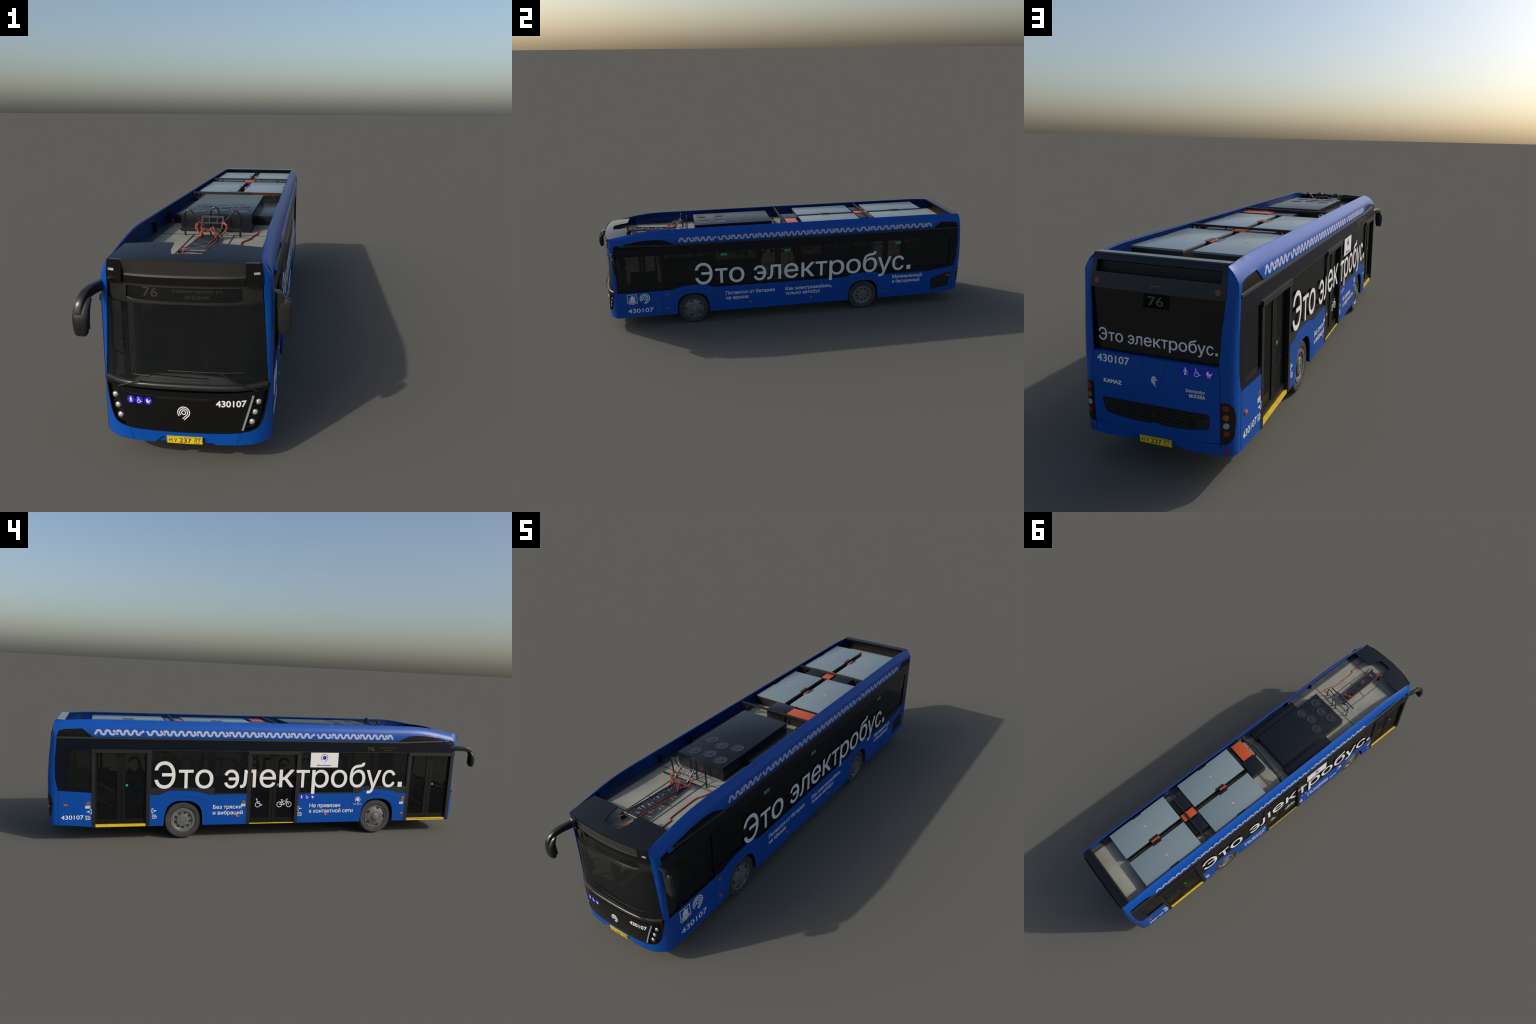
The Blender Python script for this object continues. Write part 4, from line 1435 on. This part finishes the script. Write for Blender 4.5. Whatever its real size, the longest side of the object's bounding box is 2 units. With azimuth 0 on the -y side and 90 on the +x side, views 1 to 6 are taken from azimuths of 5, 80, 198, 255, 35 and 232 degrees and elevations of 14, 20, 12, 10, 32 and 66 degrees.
for sx in (-.148, -.082):
    spots += [(CX + sx, y, .075) for y in (-.36, -.25, .22)]
    spots += [(CX + sx, AXLES[1] - .02, .181), (CX + sx, .87, .178)]
for p in spots:
    o = first.copy()
    o.location = p
    bpy.context.scene.collection.objects.link(o)
b = Build()
for x, y in ((CX + .05, -.58), (CX + .05, -.28), (CX + .05, .04), (CX + .05, .28), (CX + .05, .53), (CX - .05, .53), (CX - .12, .16), (CX - .12, -.115), (CX - .13, .59), (CX - .10, -.62)):
    b.tube([(x, y, .07), (x, y, .435)], .0022, n=8)
for sg in (-1, 1):
    b.tube([(CX + sg * .06, -.6, .405), (CX + sg * .06, .9, .405)], .002, n=6)
b.out("grab_pole", GRAB)

# ------------------------------------------------------------------ writing and marks
# letter boxes of the slogan: start, end (metres on the flank), glyph stretch
SLOGAN = [("Э", 0, .0881, .118 / .1103), ("т", .1042, .1670, 1), ("о", .1768, .2557, 1), ("э", .3070, .3721, 1), ("л", .3800, .4528, 1),
          ("е", .4715, .5467, 1), ("к", .5651, .6360, 1), ("т", .6430, .7064, 1), ("р", .7199, .8017, 1), ("о", .8147, .8949, 1),
          ("б", .9091, .9877, .117 / .1090), ("у", .9940, 1.0687, 1), ("с", 1.0779, 1.1432, 1), (".", 1.1615, 1.1839, 1)]


def slogan(surf, start, sign_, scale, base, mat, off=.0009):
    for ch, a, c, st in SLOGAN:
        v, f = glyphs(ch)
        x0, x1 = min(p[0] for p in v), max(p[0] for p in v)
        yb = min(p[1] for p in v)
        k = .081 / .542 * scale * st
        if ch == ".":
            v, f = [(0, 0), (1, 0), (1, 1), (0, 1)], [(0, 1, 2), (0, 2, 3)]
            x0, x1, yb = 0, 1, 0
            hh = max(p[1] for p in v) - yb
            tv = [(start + sign_ * scale * (a + (c - a) * (p[0] - x0) / (x1 - x0)), base + (p[1] - yb) / hh * .0245 * scale) for p in v]
        else:
            tv = [(start + sign_ * scale * (a + (c - a) * (p[0] - x0) / (x1 - x0)), base + p[1] * k) for p in v]
        b = Build()
        skin(tv, f, surf, off, .0008, b)
        if ch != ".":
            embolden(tv, f, .0016 * scale, surf, off, .0008, b, 8)
        b.out("letter", mat, smooth=0, fix=False)


slogan(LEFT, -.4876, 1, 1.0, .2205, WHITE)
# the slogan crosses a door frame on the right flank: letters over it sit on the frame
def right_proud(y, z, off=0.0):
    for y0, y1 in DOORS:
        if y0 - .002 <= y <= y0 + .0165 or y1 - .0165 <= y <= y1 + .002:
            return RIGHT(y, z, off + .0006)
        if y0 < y < y1:
            return RIGHT(y, z, off - .0083)
    return RIGHT(y, z, off)


slogan(right_proud, .5573, -1, 1.0, .2297, WHITE)
slogan(tail_pane_flat, .1532, -1, .2580, .3112, WHITE, off=.0012)


def place(u0, v0, k, flip=1, kv=None):
    kv = kv or k
    return lambda u, v: (u0 + flip * u * k, v0 + v * kv)


def logo9(sk, mi=0, w=.15):
    """Three nested arcs that run out into a slanting tail."""
    for r, tail in ((.92, .95), (.62, 0.95)):
        pts = arc(0, 0, r, 222, -38, 26)
        d = Vector((-1, -1.05)).normalized()
        pts.append((pts[-1][0] + d.x * tail, pts[-1][1] + d.y * tail))
        sk.stroke(pts, w, mi)
    sk.stroke(arc(0, 0, .31, 0, 360, 22), w, mi)


def person(sk, mi):
    sk.blob(0, .58, .15, mi)
    sk.poly([(-.16, .38), (.16, .38), (.17, -.1), (.20, -.68), (.06, -.68), (0, -.15), (-.08, -.68), (-.24, -.68), (-.15, -.1)], mi)
    sk.stroke([(-.16, .32), (-.36, -.05)], .11, mi)
    sk.stroke([(.16, .32), (.36, -.05)], .11, mi)
    sk.stroke([(.38, -.05), (.40, -.65)], .05, mi)


def wheelchair(sk, mi, k=1.0):
    sk.blob(-.28 * k, .66 * k, .13 * k, mi)
    sk.stroke([(-.26 * k, .48 * k), (-.16 * k, -.02 * k), (.28 * k, -.05 * k), (.46 * k, -.42 * k), (.68 * k, -.30 * k)], .13 * k, mi)
    sk.stroke([(-.22 * k, .25 * k), (.22 * k, .22 * k)], .10 * k, mi)
    sk.stroke(arc(-.10 * k, -.28 * k, .40 * k, 118, 372, 22), .11 * k, mi)


def pram(sk, mi):
    sk.poly([(-.55, .10)] + [(x, y) for x, y in arc(-.08, .10, .47, 180, 95, 8)] + [(-.08, .10), (.52, .12), (.42, -.16), (.20, -.28), (-.30, -.28), (-.48, -.14)], mi)
    sk.stroke([(.45, .08), (.66, .32)], .09, mi)
    sk.stroke(arc(-.20, -.46, .14, 0, 360, 14), .07, mi)
    sk.stroke(arc(.16, -.46, .14, 0, 360, 14), .07, mi)


def badges(surf, centres, z, r, flip, off=.0006):
    for u, draw in zip(centres, (person, wheelchair, pram)):
        sk = Sketch(surf, place(u, z, r, flip), off=off)
        sk.blob(0, 0, 1.0, 0, 28)
        draw(sk, 1)
        sk.out("access_badge", ICON, WHITE)


def entry_arrow(u0, z0, k, flip, toward):
    """Open box with an arrow pointing into it, three short lines below."""
    sk = Sketch(RIGHT, place(u0, z0, k, flip))
    sk.stroke([(.25, 1), (1, 1), (1, -1), (.25, -1)], .30)
    sk.stroke([(-1.25, 0), (-.2, 0)], .30)
    sk.poly([(-.35, .62), (.35, 0), (-.35, -.62)])
    sk.out("entry_sign", WHITE)


# ornament on the rail: a winding band broken by interlocking hooks
def ornament(surf, start, flip, segments):
    MID, AMP, WID = .4690, .0082, .0094
    cells = {0: ([], .206), 1: ([], .768), 2: ([], .390)}
    for u0, u1, kind in segments:
        nominal = (.206, .768, .390)[kind]
        lead = (.086, .069, .069)[kind]          # first hook after the start of the segment
        k = (u1 - u0) / nominal
        strands, cur = [], []

        def top(u):
            cur.append((u, MID + AMP))

        def low(u):
            cur.append((u, MID - AMP))
        if kind == 0:
            cur.append((.0005, MID - .0085))
            top(.0155), low(.0370), top(.0520), low(.0745)
        else:
            cur.append((.0000, MID + .0080))
            low(.0158), top(.0322), low(.0570)
        hook = lead
        while True:
            cur += [(hook - .0030, MID - .0020), (hook - .0060, MID + .0055), (hook - .0105, MID + .0085)]
            strands.append(cur)
            cur = [(hook + .0110, MID - .0070), (hook + .0045, MID - .0030), (hook + .0055, MID + .0045)]
            stops = [(.0150, 1), (.0305, 0), (.0460, 1), (.0625, 0), (.0810, 1), (.0960, 0), (.1145, 1), (.1330, 0)]
            last = hook + .145 > nominal - .004
            for d, up in stops:
                if last and hook + d > nominal - .006:
                    break
                cur.append((hook + d, MID + (AMP if up else -AMP)))
            if last:
                cur.append((nominal, MID + (.0075 if cur[-1][1] < MID else -.0085)))
                strands.append(cur)
                break
            hook += .145
        for i, st in enumerate(strands):
            sk = Sketch(surf, lambda u, v: (start + flip * (u0 + u * k), v), off=.0006 + .0001 * (i % 2), thick=.0006)
            # every crest and trough is a half circle
            pts = []
            full = lambda q: abs(abs(q[1] - MID) - AMP) < 1e-9
            for j, (u, v) in enumerate(st):
                if full((u, v)):
                    l = (u - st[j - 1][0]) / 2 if j and full(st[j - 1]) else .0085
                    r = (st[j + 1][0] - u) / 2 if j < len(st) - 1 and full(st[j + 1]) else .0085
                    for t in range(9):
                        c, d = math.cos(math.pi * (8 - t) / 8), math.sin(math.pi * (8 - t) / 8)
                        q = (u + c * (l if c < 0 else r), MID + (v - MID) * d)
                        if not pts or math.hypot(q[0] - pts[-1][0], q[1] - pts[-1][1]) > .0006:
                            pts.append(q)
                elif not pts or math.hypot(u - pts[-1][0], v - pts[-1][1]) > .0006:
                    pts.append((u, v))
            sk.stroke([tuple(p) for p in spline(pts, 3)], WID)
            sk.out("rail_ornament", ORNAM)


ornament(RIGHT, .8062, -1, ((0, .2015, 0), (.2118, .9685, 1), (.9796, 1.3638, 2)))
ornament(LEFT, -.5620, 1, ((0, .1900, 0), (.1984, .9276, 1), (.9382, 1.3643, 2)))

NUM = "430107"
# left flank
lettering("fleet_number", NUM, LEFT, -.8435, -.7145, .0868, .0226, WHITE, .014, fit=.691)
sk = Sketch(LEFT, place(-.7540, .1650, .0262))
logo9(sk)
sk.out("network_logo", WHITE)
sk = Sketch(LEFT, place(-.8172, .1630, .0262))
sk.stroke([(-.90, 1.0), (.90, 1.0), (.92, -.78), (.62, -.92), (.16, -.95), (0, -1.10), (-.16, -.95), (-.62, -.92), (-.92, -.78), (-.90, 1.02)], .10)
sk.poly([(-.10, .80), (.12, .80), (.20, .50), (.52, .62), (.60, .38), (.40, .10), (.62, -.20), (.44, -.32), (.10, -.20), (-.20, -.30), (-.30, -.02), (-.62, .02), (-.40, .22), (-.46, .48), (-.22, .50)])
sk.stroke([(-.70, -.40), (-.35, -.30), (0, -.52), (.35, -.45), (.66, -.62)], .26)
sk.stroke([(-.66, -.66), (-.2, -.72), (.3, -.74)], .16)
sk.out("city_crest", WHITE)
lettering("flank_lettering", "Питается от батареи", LEFT, -.3325, -.0690, .1500, .0195, WHITE, .009)
lettering("flank_lettering", "на крыше", LEFT, -.3325, -.2119, .1222, .0195, WHITE, .009)
lettering("flank_lettering", "Как электромобиль,", LEFT, -.0092, .2490, .1490, .0195, WHITE, .009)
lettering("flank_lettering", "только автобус", LEFT, -.0092, .1830, .1222, .0195, WHITE, .009)
lettering("flank_lettering", "Маневренный", LEFT, .5960, .7690, .1715, .0195, WHITE, .009)
lettering("flank_lettering", "и бесшумный", LEFT, .5960, .7565, .1435, .0195, WHITE, .009)
for y, z in ((-.6366, .1778), (-.6366, .0998), (-.2016, .0999), (.1315, .0998), (.5590, .0996), (.9248, .1666)):
    panel("side_marker", rounded(y - .0080, y + .0080, z - .0034, z + .0034, .0015, 2), LEFT, AMBER, off=.0030, thick=.004, step=1, grid=False)
for y in (-.3354, -.0002, .6164):
    panel("exit_sign", rect(y - .0190, y + .0190, .3680, .3838), LEFT, GREEN, off=-.0044, thick=.0005, step=1, grid=False)
    sk = Sketch(LEFT, place(y, .376, .006), off=-.0041)
    sk.blob(-1.4, .5, .35)
    sk.stroke([(-1.6, .1), (-1.1, -.2), (-1.5, -.7)], .4)
    sk.stroke([(.2, .3), (2.2, .3)], .5)
    sk.out("exit_mark", STICKER)

# right flank
lettering("fleet_number", NUM, RIGHT, .9413, .8517, .0972, .0172, WHITE, .014, fit=.691)
entry_arrow(.8280, .1295, .0088, -1, 1)
entry_arrow(.5580, .1295, .0088, 1, 1)
entry_arrow(-.1100, .1295, .0088, 1, 1)
for u0, u1 in ((.8440, .8200), (.5660, .5425), (-.1025, -.1265)):
    for k, line_text in enumerate(("Вход", "во все", "двери")):
        w = (u1 - u0) * (.72, .9, .85)[k]
        lettering("entry_lettering", line_text, RIGHT, u0, u0 + w, .1082 - k * .0066, .0048, WHITE, .03)
for y, zz in ((.8324, .1650), (.1575, .1650), (-.6371, .1652)):
    sk = Sketch(RIGHT, place(y, zz, .0076))
    sk.blob(0, 0, 1, 0, 24)
    sk.stroke(arc(0, 0, .80, 0, 360, 24), .16, 1)
    sk.poly(rect(-.42, .30, -.30, .32), 1)
    sk.stroke([(-.55, -.55), (.55, .55)], .22, 1)
    sk.out("camera_notice", material("notice_amber", (.42, .17, .02), .5) if "notice_amber" not in MATS else MATS["notice_amber"],
           material("notice_brown", (.13, .03, .01), .5) if "notice_brown" not in MATS else MATS["notice_brown"])
    dy = .0020 if y > -.5 else .0046
    panel("notice_label", rect(y + dy - .0105, y + dy + .0105, zz - .0212, zz - .0092), RIGHT, STICKER, off=.0006, thick=.0006, step=1, grid=False)
lettering("flank_lettering", "Без тряски", RIGHT, .2977, .1675, .1338, .0175, WHITE, .009)
lettering("flank_lettering", "и вибраций", RIGHT, .2977, .1605, .1072, .0175, WHITE, .009)
lettering("flank_lettering", "Не привязан", RIGHT, -.1594, -.3127, .1338, .0185, WHITE, .009)
lettering("flank_lettering", "к контактной сети", RIGHT, -.1594, -.3790, .1076, .0185, WHITE, .009)
badges(RIGHT, (-.1168, -.1444, -.1722), .1845, .0114, -1)
for y, zz in ((.9238, .1596), (.1850, .0994), (-.2408, .0995), (-.6368, .1777), (-.6368, .0994)):
    panel("side_marker", rounded(y - .0080, y + .0080, zz - .0034, zz + .0034, .0015, 2), RIGHT, AMBER, off=.0030, thick=.004, step=1, grid=False)
door_face = lambda y, z, off=0.0: RIGHT(y, z, off - .0103)
sk = Sketch(door_face, place(.0865, .1555, .0300, -1))
wheelchair(sk, 0, .92)
sk.out("wheelchair_mark", STICKER)
sk = Sketch(door_face, place(-.0375, .1500, .0240, -1))
for c in (-.95, .95):
    sk.stroke(arc(c, -.10, .50, 0, 360, 22), .14)
sk.stroke([(-.95, -.10), (-.45, .55), (.52, .55), (.95, -.10)], .12)
sk.stroke([(-.45, .55), (-.02, -.15), (.50, .52)], .12)
sk.stroke([(-.95, -.10), (-.02, -.15)], .10)
sk.stroke([(-.45, .55), (-.55, .80)], .12)
sk.stroke([(-.75, .82), (-.32, .82)], .12)
sk.stroke([(.52, .55), (.38, .92), (.70, .95)], .12)
sk.out("bicycle_mark", STICKER)
# service notice in a window
panel("notice_board", rect(-.2866, -.1505, .3238, .3925), RIGHT, WHITE, off=.0004, thick=.0012, step=1, grid=False)
NAVY = material("notice_ink", (.02, .012, .40), .5)
sk = Sketch(RIGHT, place(-.2180, .3690, .0165, -1), off=.0010)
pts = arc(0, 0, .98, 222, -38, 26)
sk.stroke(pts + [(pts[-1][0] - .75, pts[-1][1] - .75)], .12)
sk.blob(0, 0, .55, 0, 24)
sk.out("notice_logo", NAVY)
lettering("notice_lettering", "Мосгортранс", RIGHT, -.1835, -.2525, .3312, .0060, NAVY, .03, off=.0010)
sk = Sketch(RIGHT, place(-.4012, .1685, .0132, -1))
pts = arc(0, 0, .95, 222, -38, 26)
sk.stroke(pts + [(pts[-1][0] - .72, pts[-1][1] - .72)], .17)
sk.blob(0, 0, .52, 0, 24)
sk.out("operator_logo", WHITE)
lettering("operator_lettering", "Мосгортранс", RIGHT, -.3811, -.4229, .1448, .0040, WHITE, .03)
panel("side_sign", rect(-.6388, -.3968, .3985, .4260), RIGHT, SIGNM, off=.0004, thick=.001, step=1, grid=False)
lettering("sign_lettering", "76", RIGHT, -.4315, -.4662, .4042, .0178, LEDD, .02, off=.0008)
lettering("sign_lettering", "Холмогорская ул.", RIGHT, -.4909, -.5860, .4165, .0062, LEDD, .01, off=.0008)
lettering("sign_lettering", "М.ВДНХ", RIGHT, -.5163, -.5631, .4035, .0062, LEDD, .01, off=.0008)

# nose
badges(NOSE.flat, (-.1230, -.1028, -.0815), .1655, .0090, 1, off=.0012)
lettering("fleet_number", NUM, NOSE.flat, .0740, .1408, .1600, .0142, WHITE, .03, off=.0014, fit=.691)
sk = Sketch(NOSE.flat, place(0.0, .1425, .0148), off=.0012)
logo9(sk)
sk.out("network_logo", WHITE)


def plate(surf, z0, flip):
    panel("number_plate", rect(-.0418, .0418, z0, z0 + .0182), surf, PLATE, off=.0022, thick=.0030, step=.02)
    q = lambda u, v, o=0: surf(u, v, o + .0022)
    sk = Sketch(q, lambda u, v: (flip * u, z0 + v), off=.0003, thick=.0003)
    for seg in ([(-.0410, .0006), (.0410, .0006)], [(-.0410, .0176), (.0410, .0176)], [(-.0412, .0006), (-.0412, .0176)], [(.0412, .0006), (.0412, .0176)], [(.0222, .0010), (.0222, .0172)]):
        sk.stroke(seg, .0005)
    for u in (-.0390, .0390):
        sk.blob(u, .0085, .0007)
    sk.out("plate_border", INK)
    for txt, a, c, bs, h in (("Н У", -.0355, -.0175, .0044, .0090), ("237", -.0120, .0155, .0032, .0118), ("77", .0240, .0370, .0072, .0088), ("RUS", .0262, .0350, .0022, .0028)):
        lettering("plate_lettering", txt, q, flip * a, flip * c, z0 + bs, h, INK, .012, off=.0003, thick=.0003, fit=.70)


plate(NOSE.flat, .0615, 1)
plate(TAIL.flat, .0755, -1)

# tail
lettering("fleet_number", NUM, TAIL.flat, .1490, .0625, .2640, .0175, WHITE, .014, fit=.691)
badges(TAIL.flat, (-.0805, -.1090, -.1378), .2712, .0126, -1)
lettering("maker_lettering", "KAMAZ", TAIL.flat, .1316, .0835, .2140, .0092, WHITE, .05)
lettering("tail_lettering", "Электробус", TAIL.flat, -.0815, -.1285, .2235, .0075, WHITE, .01)
lettering("tail_lettering", "МОСКВА", TAIL.flat, -.0905, -.1285, .2118, .0078, WHITE, .03)
sk = Sketch(TAIL.flat, place(-.0020, .2360, .0130, -1))
sk.poly([(-.15, .98), (.12, .86), (.52, .72), (.30, .60), (.16, .52), (.75, .30), (.85, .22), (.20, .18), (.30, -.20), (.20, -.55), (.48, -.95), (.20, -.95), (-.10, -.55), (-.45, -.30), (-.60, .15), (-.48, .60)])
sk.out("city_emblem", STICKER)
